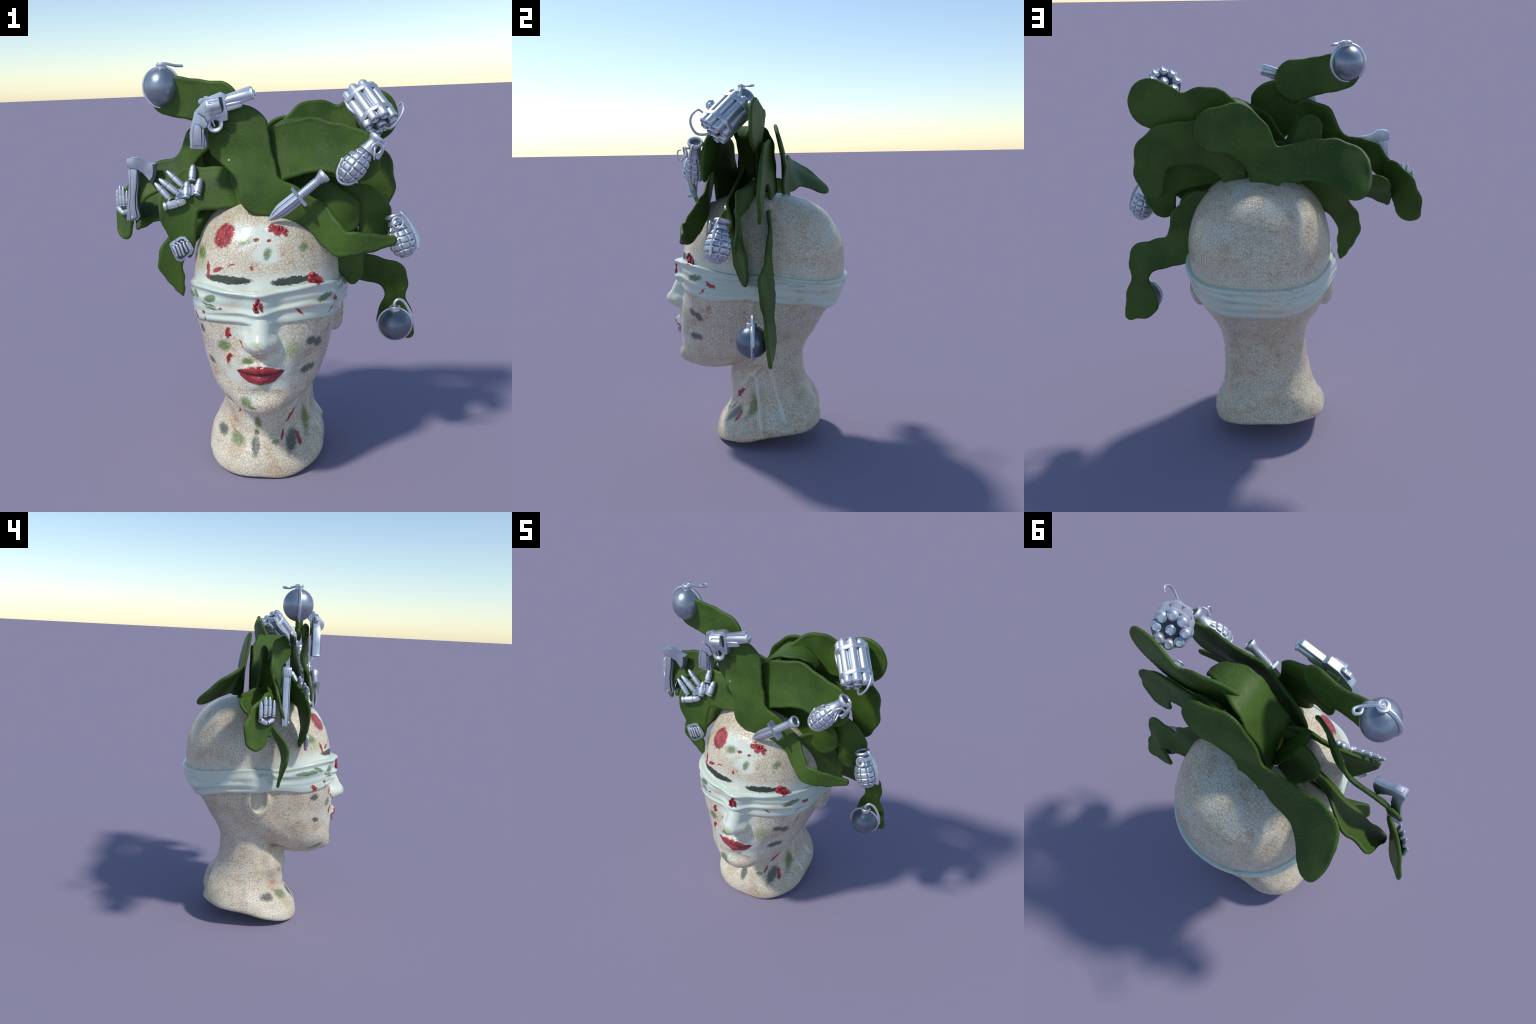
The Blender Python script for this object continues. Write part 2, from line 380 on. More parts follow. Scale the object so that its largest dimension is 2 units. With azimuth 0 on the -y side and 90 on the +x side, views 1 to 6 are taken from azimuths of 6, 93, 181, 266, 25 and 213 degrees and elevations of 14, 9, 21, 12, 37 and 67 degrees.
LEAF_DEPTH = {}
def make_leaf(key, strokes, anchors, mat, parent, mapping=None, h=0.0075, seed=1):
    pts = [p for s in strokes for p in s]
    lo = np.array([min(p[0] - p[2] for p in pts), min(p[1] - p[2] for p in pts)]) - 0.03
    hi = np.array([max(p[0] + p[2] for p in pts), max(p[1] + p[2] for p in pts)]) + 0.03
    nx, nz = np.ceil((hi - lo) / h).astype(int) + 1
    X, Z = np.meshgrid(lo[0] + h * np.arange(nx), lo[1] + h * np.arange(nz), indexing="ij")
    def sd(x, z):
        return stroke_sdf(x, z, strokes) + 0.002 * wave_noise(x, 0 * x, z, seed=seed, f=26) + 0.002
    D = sd(X, Z)
    inside = D < 0
    cell = inside[:-1, :-1] | inside[1:, :-1] | inside[:-1, 1:] | inside[1:, 1:]
    used = np.zeros_like(inside)
    for i in (0, 1):
        for j in (0, 1):
            used[i:i + nx - 1, j:j + nz - 1] |= cell
    x = X[used]; z = Z[used]; idx = -np.ones(X.shape, int); idx[used] = np.arange(used.sum())
    out = D[used] >= 0
    e = 1e-3
    for _ in range(4):          # outer lattice points slide onto the outline
        f = sd(x[out], z[out])
        gx = (sd(x[out] + e, z[out]) - sd(x[out] - e, z[out])) / (2 * e)
        gz = (sd(x[out], z[out] + e) - sd(x[out], z[out] - e)) / (2 * e)
        s = f / np.maximum(gx * gx + gz * gz, 0.1)
        x[out] -= s * gx; z[out] -= s * gz
    d = np.where(out, 0.0, -sd(x, z))
    T = LEAF_T
    hgt = T * np.sqrt(np.clip(1 - (1 - np.clip(d / 0.009, 0, 1))**2, 0, 1))
    hgt = hgt + 0.0022 * np.exp(-((d - 0.010) / 0.006)**2) * (~out)     # soft raised rim
    ripple = lambda a, b: 0.002 * wave_noise(a, 0 * a, b, seed=seed + 50, f=9)
    if mapping is None:
        fld = depth_field(anchors); LEAF_DEPTH[key] = fld
        pos = lambda a, b: np.stack([a, fld(a, b) + ripple(a, b), b], -1)
    else:
        pos = mapping
    P = pos(x, z)
    n = np.cross(pos(x, z + e) - pos(x, z - e), pos(x + e, z) - pos(x - e, z))
    n /= np.linalg.norm(n, axis=1)[:, None]
    front = P - n * hgt[:, None]; back = P + n * hgt[:, None]
    cells = np.argwhere(cell)
    q = np.stack([idx[cells[:, 0], cells[:, 1]], idx[cells[:, 0] + 1, cells[:, 1]],
                  idx[cells[:, 0] + 1, cells[:, 1] + 1], idx[cells[:, 0], cells[:, 1] + 1]], 1)
    q = q[~out[q].all(1)]
    nv = len(P)
    remap = np.arange(nv) + nv; remap[out] = np.arange(nv)[out]     # rim verts are shared
    V = np.concatenate([front, back])
    F = np.concatenate([q, remap[q][:, ::-1]])
    ob = mesh_obj("leaf", V, F, mat, parent)
    bm = bmesh.new(); bm.from_mesh(ob.data)
    loose = [v for v in bm.verts if not v.link_faces]
    bmesh.ops.delete(bm, geom=loose, context="VERTS")
    bmesh.ops.remove_doubles(bm, verts=bm.verts, dist=1e-4)
    bmesh.ops.recalc_face_normals(bm, faces=bm.faces)
    bm.to_mesh(ob.data); bm.free()
    ob.data.polygons.foreach_set("use_smooth", [True] * len(ob.data.polygons))
    return ob

# each leaf: discs (x, z, radius) strung on a spine, then anchors (x, z, y) its face passes through
LEAVES = {
 "revolver_pad": ([[(-0.057, 1.655, 0.150), (0.012, 1.528, 0.094), (0.035, 1.419, 0.095), (0.153, 1.375, 0.081), (0.276, 1.313, 0.069), (0.335, 1.243, 0.066), (0.375, 1.198, 0.057), 
        (0.442, 1.203, 0.052), (0.514, 1.204, 0.039), (0.604, 1.209, 0.024)]],
    [(-0.015, 1.798, -0.185), (0.041, 1.771, -0.192), (0.077, 1.725, -0.195), (0.096, 1.671, -0.205), (0.098, 1.608, -0.215), (0.091, 1.545, -0.222), (0.113, 1.490, -0.232), 
        (0.164, 1.462, -0.237), (-0.202, 1.612, -0.160), (-0.147, 1.566, -0.182), (-0.095, 1.521, -0.215), (-0.075, 1.457, -0.230), (-0.060, 1.404, -0.250), (-0.024, 1.352, -0.257), 
        (0.049, 1.317, -0.255), (0.327, 1.360, -0.262), (0.372, 1.301, -0.302), (0.424, 1.259, -0.325), (0.514, 1.242, -0.317), (0.614, 1.230, -0.295), (0.252, 1.245, -0.245), 
        (0.297, 1.183, -0.270), (0.333, 1.135, -0.290), (0.388, 1.138, -0.322), (0.487, 1.161, -0.328), (0.613, 1.186, -0.302), (-0.100, 1.833, -0.190), (-0.050, 1.660, -0.212), (-0.120, 1.740, -0.198)]),
 "upper_bomb": ([[(-0.151, 1.804, 0.106), (-0.242, 1.826, 0.091), (-0.340, 1.844, 0.090), (-0.383, 1.851, 0.088)]],
    [(-0.064, 1.843, -0.165), (-0.093, 1.887, -0.160), (-0.165, 1.916, -0.140), (-0.241, 1.912, -0.120), (-0.318, 1.925, -0.120), (-0.449, 1.806, -0.097), (-0.407, 1.766, -0.103), 
        (-0.352, 1.755, -0.105), (-0.254, 1.737, -0.130), (-0.176, 1.704, -0.140)]),
 "axe": ([[(-0.208, 1.677, 0.053), (-0.275, 1.640, 0.067), (-0.300, 1.607, 0.053), (-0.363, 1.516, 0.055), (-0.453, 1.485, 0.064), (-0.517, 1.463, 0.069), (-0.575, 1.406, 0.051), 
        (-0.607, 1.346, 0.035), (-0.618, 1.298, 0.021)]],
    [(-0.153, 1.690, -0.083), (-0.186, 1.731, -0.060), (-0.240, 1.729, -0.030), (-0.304, 1.700, 0.000), (-0.338, 1.670, 0.015), (-0.369, 1.607, 0.023), (-0.397, 1.552, 0.020), 
        (-0.478, 1.552, 0.028), (-0.541, 1.534, 0.030), (-0.614, 1.450, 0.010), (-0.578, 1.335, -0.025), (-0.542, 1.376, -0.040), (-0.505, 1.409, -0.030), (-0.476, 1.419, -0.027), 
        (-0.234, 1.629, -0.075), (-0.250, 1.593, -0.060), (-0.268, 1.561, -0.045), (-0.620, 1.310, -0.035)]),
 "bullet": ([[(-0.030, 1.395, 0.060), (-0.078, 1.428, 0.089), (-0.187, 1.429, 0.094), (-0.297, 1.425, 0.100), (-0.361, 1.378, 0.082), (-0.353, 1.313, 0.084), (-0.343, 1.247, 0.064), 
        (-0.329, 1.187, 0.047), (-0.320, 1.144, 0.027), (-0.316, 1.120, 0.011)]],
    [(-0.369, 1.499, -0.105), (-0.322, 1.518, -0.087), (-0.278, 1.525, -0.077), (-0.188, 1.518, -0.080), (-0.133, 1.517, -0.085), (-0.441, 1.383, -0.180), (-0.439, 1.328, -0.195), 
        (-0.431, 1.292, -0.195), (-0.408, 1.229, -0.195), (-0.282, 1.231, -0.175), (-0.272, 1.270, -0.167), (-0.249, 1.304, -0.160), (-0.217, 1.325, -0.155), (-0.164, 1.336, -0.150), 
        (-0.096, 1.345, -0.140), (-0.317, 1.120, -0.165), (0.000, 1.420, -0.060)]),
 "hanging": ([[(-0.151, 1.332, 0.061), (-0.274, 1.282, 0.062), (-0.355, 1.209, 0.068), (-0.418, 1.114, 0.063), (-0.435, 1.050, 0.057), (-0.415, 0.991, 0.047), (-0.398, 0.931, 0.026), 
        (-0.388, 0.896, 0.010)]],
    [(-0.452, 1.163, -0.060), (-0.484, 1.119, -0.083), (-0.494, 1.059, -0.078), (-0.468, 0.990, -0.062), (-0.422, 0.908, -0.045), (-0.382, 1.052, -0.065), (-0.368, 0.979, -0.060), 
        (-0.365, 0.930, -0.055), (-0.420, 1.249, 0.008), (-0.270, 1.280, 0.020), (-0.150, 1.330, 0.030)]),
 "cartridge": ([[(-0.625, 1.403, 0.042), (-0.666, 1.340, 0.060), (-0.696, 1.268, 0.062), (-0.703, 1.200, 0.057)]],
    [(-0.660, 1.430, 0.080), (-0.698, 1.392, 0.115), (-0.724, 1.337, 0.145), (-0.736, 1.294, 0.155), (-0.751, 1.257, 0.165), (-0.739, 1.200, 0.145), (-0.729, 1.152, 0.120), 
        (-0.671, 1.132, 0.075), (-0.654, 1.161, 0.053), (-0.651, 1.230, 0.050), (-0.632, 1.301, 0.030), (-0.603, 1.357, 0.020), (-0.610, 1.451, 0.045)]),
 "pointed": ([[(-0.240, 1.400, 0.050), (-0.360, 1.365, 0.075), (-0.460, 1.335, 0.080), (-0.535, 1.325, 0.075), (-0.585, 1.265, 0.045), (-0.612, 1.222, 0.016)]],
    [(-0.625, 1.215, 0.039), (-0.525, 1.412, 0.180), (-0.558, 1.384, 0.180), (-0.591, 1.327, 0.150), (-0.549, 1.416, 0.193), (-0.538, 1.252, 0.035), (-0.501, 1.268, 0.035), 
        (-0.474, 1.395, 0.171), (-0.342, 1.430, 0.080), (-0.270, 1.420, 0.042), (-0.600, 1.290, 0.080), (-0.400, 1.300, 0.030)]),
 "rear": ([[(0.225, 1.614, 0.105), (0.131, 1.623, 0.113), (0.070, 1.570, 0.110), (0.018, 1.496, 0.090), (-0.002, 1.433, 0.080), (-0.006, 1.331, 0.069)],
        [(-0.007, 1.444, 0.083), (-0.119, 1.459, 0.084), (-0.234, 1.484, 0.089), (-0.326, 1.479, 0.096), (-0.395, 1.450, 0.102), (-0.408, 1.423, 0.083)]],
    [(-0.099, 1.537, 0.160), (-0.172, 1.546, 0.170), (-0.255, 1.566, 0.175), (-0.339, 1.564, 0.175), (-0.420, 1.534, 0.200), (-0.484, 1.512, 0.247), (-0.496, 1.483, 0.300), 
        (-0.484, 1.430, 0.345), (-0.448, 1.392, 0.383), (-0.419, 1.363, 0.392), (-0.380, 1.341, 0.380), (-0.352, 1.352, 0.350), (-0.314, 1.389, 0.290), (-0.274, 1.406, 0.252), 
        (-0.171, 1.399, 0.222), (0.330, 1.575, 0.161), (0.140, 1.733, 0.120), (0.270, 1.493, 0.172), (0.209, 1.518, 0.175), (-0.070, 1.358, 0.185), (0.078, 1.374, 0.159)]),
 "dynamite": ([[(0.535, 1.726, 0.122), (0.489, 1.706, 0.117), (0.380, 1.680, 0.089), (0.295, 1.705, 0.098), (0.244, 1.703, 0.096), (0.195, 1.670, 0.084), (0.156, 1.611, 0.074), 
        (0.123, 1.514, 0.064), (0.084, 1.377, 0.060), (0.076, 1.303, 0.060)]],
    [(0.655, 1.757, 0.033), (0.612, 1.817, 0.035), (0.565, 1.840, 0.043), (0.499, 1.843, 0.050), (0.258, 1.802, 0.065), (0.204, 1.784, 0.048), (0.315, 1.780, 0.068), 
        (0.372, 1.767, 0.075), (0.651, 1.689, 0.030), (0.635, 1.637, 0.028), (0.601, 1.605, 0.030), (0.141, 1.722, 0.021), (0.080, 1.350, 0.020)]),
 "right_fan": ([[(0.559, 1.313, 0.061), (0.569, 1.392, 0.080), (0.544, 1.486, 0.093), (0.475, 1.529, 0.105), (0.395, 1.540, 0.108), (0.310, 1.546, 0.110), (0.223, 1.488, 0.089), 
        (0.157, 1.414, 0.069), (0.139, 1.326, 0.059)]],
    [(0.595, 1.566, 0.073), (0.553, 1.603, 0.080), (0.483, 1.626, 0.083), (0.413, 1.650, 0.093), (0.345, 1.656, 0.095), (0.629, 1.496, 0.068), (0.649, 1.418, 0.058), 
        (0.648, 1.359, 0.060), (0.631, 1.308, 0.060), (0.602, 1.269, 0.060), (0.555, 1.247, 0.055), (0.520, 1.268, 0.058), (0.498, 1.336, 0.065), (0.460, 1.388, 0.073), 
        (0.405, 1.417, 0.075), (0.140, 1.340, 0.100)]),
 "lower_bomb": ([[(0.248, 1.221, 0.083), (0.327, 1.219, 0.086), (0.400, 1.155, 0.078), (0.424, 1.066, 0.074), (0.453, 1.000, 0.077), (0.536, 0.980, 0.073), (0.632, 0.950, 0.076), 
        (0.652, 0.906, 0.063), (0.656, 0.846, 0.046), (0.657, 0.748, 0.082), (0.656, 0.717, 0.088)],
        [(0.667, 0.697, 0.070), (0.724, 0.637, 0.025), (0.700, 0.668, 0.050), (0.655, 0.662, 0.044), (0.605, 0.700, 0.038)]],
    [(0.472, 1.220, 0.100), (0.505, 1.080, 0.080), (0.582, 1.043, 0.068), (0.668, 1.010, 0.058), (0.710, 0.980, 0.060), (0.727, 0.919, 0.062), (0.713, 0.855, 0.075), 
        (0.702, 0.805, 0.090), (0.752, 0.710, 0.095), (0.750, 0.609, 0.108), (0.656, 0.618, 0.110), (0.565, 0.691, 0.123), (0.566, 0.755, 0.123), (0.596, 0.827, 0.118), 
        (0.612, 0.872, 0.118), (0.596, 0.897, 0.118), (0.514, 0.921, 0.118), (0.445, 0.925, 0.113), (0.357, 1.304, 0.088)]),
 "pineapple": ([[(-0.010, 1.330, 0.090), (0.000, 1.460, 0.115), (0.060, 1.560, 0.115), (0.164, 1.602, 0.121), (0.257, 1.618, 0.120), (0.367, 1.602, 0.108), (0.448, 1.568, 0.112), 
        (0.475, 1.541, 0.084)]],
    [(0.300, 1.620, -0.160), (0.420, 1.600, -0.182), (0.138, 1.712, -0.155), (0.203, 1.732, -0.147), (0.277, 1.736, -0.145), (0.350, 1.714, -0.165), (0.422, 1.693, -0.185), (0.467, 1.666, -0.185), (0.135, 1.499, -0.200), 
        (0.172, 1.512, -0.200), (0.218, 1.512, -0.195), (0.292, 1.503, -0.195), (0.366, 1.496, -0.205), (0.552, 1.566, -0.205), (0.504, 1.449, -0.210), (0.018, 1.352, -0.180), 
        (-0.090, 1.420, -0.115), (0.000, 1.665, -0.120), (-0.060, 1.580, -0.118), (-0.120, 1.500, -0.105)]),
 "inner_lobe": ([[(0.120, 1.400, 0.080), (0.193, 1.440, 0.075), (0.258, 1.404, 0.075), (0.317, 1.363, 0.080), (0.391, 1.308, 0.084), (0.410, 1.267, 0.070)]],
    [(0.464, 1.338, -0.100), (0.482, 1.278, -0.077), (0.480, 1.222, -0.077), (0.400, 1.450, -0.067), (0.430, 1.190, -0.104), (0.150, 1.400, -0.070)]),
 "grenade_fan": ([[(0.180, 1.350, 0.080), (0.266, 1.388, 0.077), (0.367, 1.367, 0.076), (0.493, 1.335, 0.084), (0.542, 1.284, 0.079), (0.547, 1.234, 0.076), (0.536, 1.184, 0.066)]],
    [(0.545, 1.419, -0.048), (0.581, 1.386, -0.040), (0.606, 1.346, -0.042), (0.618, 1.311, -0.045), (0.500, 1.306, -0.055), (0.619, 1.272, -0.030), (0.620, 1.149, -0.050), (0.553, 1.122, -0.060), 
        (0.400, 1.460, 0.000), (0.200, 1.380, 0.000)]),
 "small_lobe": ([[(0.330, 1.250, 0.070), (0.373, 1.190, 0.074), (0.427, 1.070, 0.070), (0.447, 0.997, 0.050), (0.445, 0.958, 0.025)]],
    [(0.447, 0.930, -0.025), (0.478, 0.948, -0.010), (0.498, 0.995, -0.007), (0.501, 1.047, -0.007), (0.440, 1.064, -0.046), (0.430, 1.205, -0.052)]),
 "upright": ([[(-0.222, 1.609, 0.062), (-0.206, 1.540, 0.070), (-0.178, 1.464, 0.063), (-0.140, 1.388, 0.055), (-0.110, 1.320, 0.050)]],
    [(-0.130, 1.589, 0.030), (-0.174, 1.638, 0.038), (-0.237, 1.673, 0.062), (-0.264, 1.659, 0.073), (-0.296, 1.612, 0.080), (-0.291, 1.574, 0.078), (-0.278, 1.458, 0.095), 
        (-0.110, 1.350, 0.070)]),
}

def soft_path(s, S, T):
    out = 0
    for k in (-0.03, -0.015, 0, 0.015, 0.03): out = out + np.interp(s + k, S, T)
    return out / 5

def arch_mapping(a, s):
    """tall leaf turned to the side that bends over at the top: a runs along y, s is the length along the bend"""
    S = [0.0, 0.10, 0.236, 0.31, 0.398, 0.455, 0.515, 0.585, 0.643, 0.697]
    PX = [-0.060, -0.050, -0.027, 0.018, 0.075, 0.120, 0.180, 0.250, 0.300, 0.320]
    PZ = [1.320, 1.420, 1.554, 1.613, 1.680, 1.715, 1.722, 1.718, 1.690, 1.640]
    return np.stack([soft_path(s, S, PX), a + 0 * s, soft_path(s, S, PZ)], -1)
ARCH = [[(0.00, 0.02, 0.12), (0.01, 0.20, 0.105), (0.01, 0.33, 0.10), (-0.012, 0.43, 0.092), (-0.030, 0.51, 0.076), (-0.035, 0.585, 0.050), (-0.028, 0.65, 0.030)]]

def blade_mapping(a, s):
    """short inner blade leaning to the left, its far corner lifted"""
    return np.stack([-0.015 - 0.55 * s, a + 0 * s, 1.35 + 0.90 * s - 0.85 * a * np.clip(s / 0.28, 0, 1.3)], -1)
BLADE = [[(0.03, 0.0, 0.065), (0.02, 0.12, 0.062), (0.0, 0.22, 0.052), (-0.008, 0.255, 0.040)]]

# ------------------------------------------------------------------ metal part builders
def frame_from(axis, hint=(0, 0, 1)):
    a = Vector(axis).normalized(); h = Vector(hint)
    x = h.cross(a)
    if x.length < 1e-4: x = Vector((1, 0, 0)).cross(a)
    x.normalize(); y = a.cross(x)
    return Matrix((x, y, a)).transposed()

def place(o, axis, hint=(0, 0, 1)):
    return Matrix.Translation(Vector(o)) @ frame_from(axis, hint).to_4x4()

def lathe(name, prof, mat, parent, M=Matrix(), n=40, warp=None):
    bm = bmesh.new(); rings = []
    for r, z in prof:
        if r < 1e-5: rings.append([bm.verts.new((0, 0, z))])
        else:
            ring = []
            for i in range(n):
                t = 2 * math.pi * i / n
                rr = r * (warp(t, z) if warp else 1)
                ring.append(bm.verts.new((rr * math.cos(t), rr * math.sin(t), z)))
            rings.append(ring)
    for a, b in zip(rings[:-1], rings[1:]):
        for i in range(n):
            j = (i + 1) % n
            if len(a) == 1 and len(b) == 1: continue
            if len(a) == 1: bm.faces.new((a[0], b[i], b[j]))
            elif len(b) == 1: bm.faces.new((a[i], a[j], b[0]))
            else: bm.faces.new((a[i], a[j], b[j], b[i]))
    if len(rings[0]) > 1: bm.faces.new(rings[0])
    if len(rings[-1]) > 1: bm.faces.new(rings[-1])
    bm.transform(M)
    return bm_obj(name, bm, mat, parent)

def spline(pts, k=8, closed=False):
    P = [Vector(p) for p in pts]; n = len(P); out = []
    rng_ = range(n if closed else n - 1)
    for i in rng_:
        g = (lambda j: P[j % n]) if closed else (lambda j: P[min(max(j, 0), n - 1)])
        p0, p1, p2, p3 = g(i - 1), g(i), g(i + 1), g(i + 2)
        for s in range(k):
            t = s / k
            out.append(0.5 * ((2 * p1) + (p2 - p0) * t + (2 * p0 - 5 * p1 + 4 * p2 - p3) * t * t + (3 * p1 - p0 - 3 * p2 + p3) * t**3))
    if not closed: out.append(P[-1])
    return out

def tube(name, pts, r, mat, parent, n=12, closed=False, flat=1.0, r_end=None, k=8):
    P = spline(pts, k, closed); bm = bmesh.new(); rings = []
    up = None
    m = len(P)
    for i, p in enumerate(P):
        d = (P[(i + 1) % m] - P[i - 1]) if closed else (P[min(i + 1, m - 1)] - P[max(i - 1, 0)])
        d.normalize()
        if up is None:
            up = d.orthogonal().normalized()
        up = (up - d * up.dot(d)).normalized(); sd = d.cross(up)
        rr = r if r_end is None else r + (r_end - r) * i / (m - 1)
        rings.append([bm.verts.new(p + rr * (math.cos(2 * math.pi * j / n) * up + flat * math.sin(2 * math.pi * j / n) * sd)) for j in range(n)])
        if not closed and i in (0, m - 1):
            pass
    for i in range(m if closed else m - 1):
        a, b = rings[i], rings[(i + 1) % m]
        for j in range(n): bm.faces.new((a[j], a[(j + 1) % n], b[(j + 1) % n], b[j]))
    if not closed:
        for ring, p, s in ((rings[0], P[0], -1), (rings[-1], P[-1], 1)):
            d = (P[1] - P[0] if s < 0 else P[-1] - P[-2]).normalized()
            rr = (ring[0].co - p).length
            mid = [bm.verts.new(p + d * s * rr * 0.6 + (v.co - p) * 0.65) for v in ring]
            tip = bm.verts.new(p + d * s * rr * 0.85)
            for j in range(n):
                bm.faces.new((ring[j], ring[(j + 1) % n], mid[(j + 1) % n], mid[j]))
                bm.faces.new((mid[j], mid[(j + 1) % n], tip))
    return bm_obj(name, bm, mat, parent)

def slab(name, outline, w0, w1, to_world, mat, parent, bevel=0.003, seg=2, taper=None):
    if mat.name == "antique_silver": mat = SILVER_PLAIN
    """outline in drawing units, extruded in depth w0..w1 (metres towards the viewer)"""
    bm = bmesh.new()
    A = [bm.verts.new(to_world(u, v, w0)) for u, v in outline]
    B_ = [bm.verts.new(to_world(u, v, w1 if taper is None else w0 + (w1 - w0) * taper(u, v))) for u, v in outline]
    m = len(A)
    bm.faces.new(A); bm.faces.new(B_[::-1])
    for i in range(m): bm.faces.new((A[i], B_[i], B_[(i + 1) % m], A[(i + 1) % m]))
    bmesh.ops.recalc_face_normals(bm, faces=bm.faces)
    if bevel:
        es = [e for e in bm.edges if len(e.link_faces) == 2 and e.calc_face_angle(0) > 0.6]
        bmesh.ops.bevel(bm, geom=es, offset=bevel, segments=seg, profile=0.6, affect="EDGES", clamp_overlap=True)
    bmesh.ops.triangulate(bm, faces=[f for f in bm.faces if len(f.verts) > 4])
    return bm_obj(name, bm, mat, parent, 35)

def inlay(name, outline, w0, w1, to_world, mat, parent, bevel=0.002, grow=9, seam=0.0016):
    """raised panel over a dark slab a little wider, drawn as its outline"""
    cu = sum(p[0] for p in outline) / len(outline); cv = sum(p[1] for p in outline) / len(outline)
    big = []
    m = len(outline)
    area = sum(outline[i][0] * outline[(i + 1) % m][1] - outline[(i + 1) % m][0] * outline[i][1] for i in range(m))
    for i in range(m):
        (ax, ay), (bx, by), (cx, cy_) = outline[i - 1], outline[i], outline[(i + 1) % m]
        n1 = Vector((by - ay, ax - bx)).normalized(); n2 = Vector((cy_ - by, bx - cx)).normalized()
        nn = n1 + n2
        nn = nn.normalized() if nn.length > 1e-3 else n1
        sgn = 1 if area > 0 else -1
        big.append((bx + sgn * grow * nn.x, by + sgn * grow * nn.y))
    ob = slab(name, outline, w0, w1, to_world, mat, parent, bevel)
    slab(name + "_seam", big, w0, w0 + seam + 0.002, to_world, RECESS_DARK, ob, 0)
    return ob

def plane_map(o, eu, ev, depth=(0, -1, 0)):
    o, eu, ev, dp = Vector(o), Vector(eu) / 1000, Vector(ev) / 1000, Vector(depth)
    return lambda u, v, w=0.0: o + eu * u + ev * v + dp * w

BULLET = [(0.0, 0.0), (0.0135, 0.0), (0.0152, 0.002), (0.0152, 0.006), (0.0118, 0.0075), (0.0118, 0.010), (0.0150, 0.012), (0.0154, 0.016), (0.0154, 0.058), (0.0150, 0.060), (0.0128, 0.0612), (0.0128, 0.063), (0.0142, 0.0645), (0.0140, 0.072),
          (0.0126, 0.084), (0.0100, 0.096), (0.0062, 0.106), (0.0028, 0.110), (0.0, 0.111)]
SHORT = [(0.0, 0.003), (0.006, 0.003), (0.0075, 0.0), (0.0150, 0.0), (0.0172, 0.003), (0.0172, 0.008), (0.0140, 0.0095), (0.0140, 0.012), (0.0172, 0.0145), (0.0172, 0.044), (0.0168, 0.0455), (0.0145, 0.0465), (0.0145, 0.048), (0.0156, 0.0495), (0.0150, 0.057), (0.0125, 0.067), (0.0075, 0.074), (0.0, 0.076)]

def placed_copy(src, name, M, parent):
    ob = src.copy(); ob.name = name; link(ob); ob.matrix_world = M; ob.parent = parent
    return ob

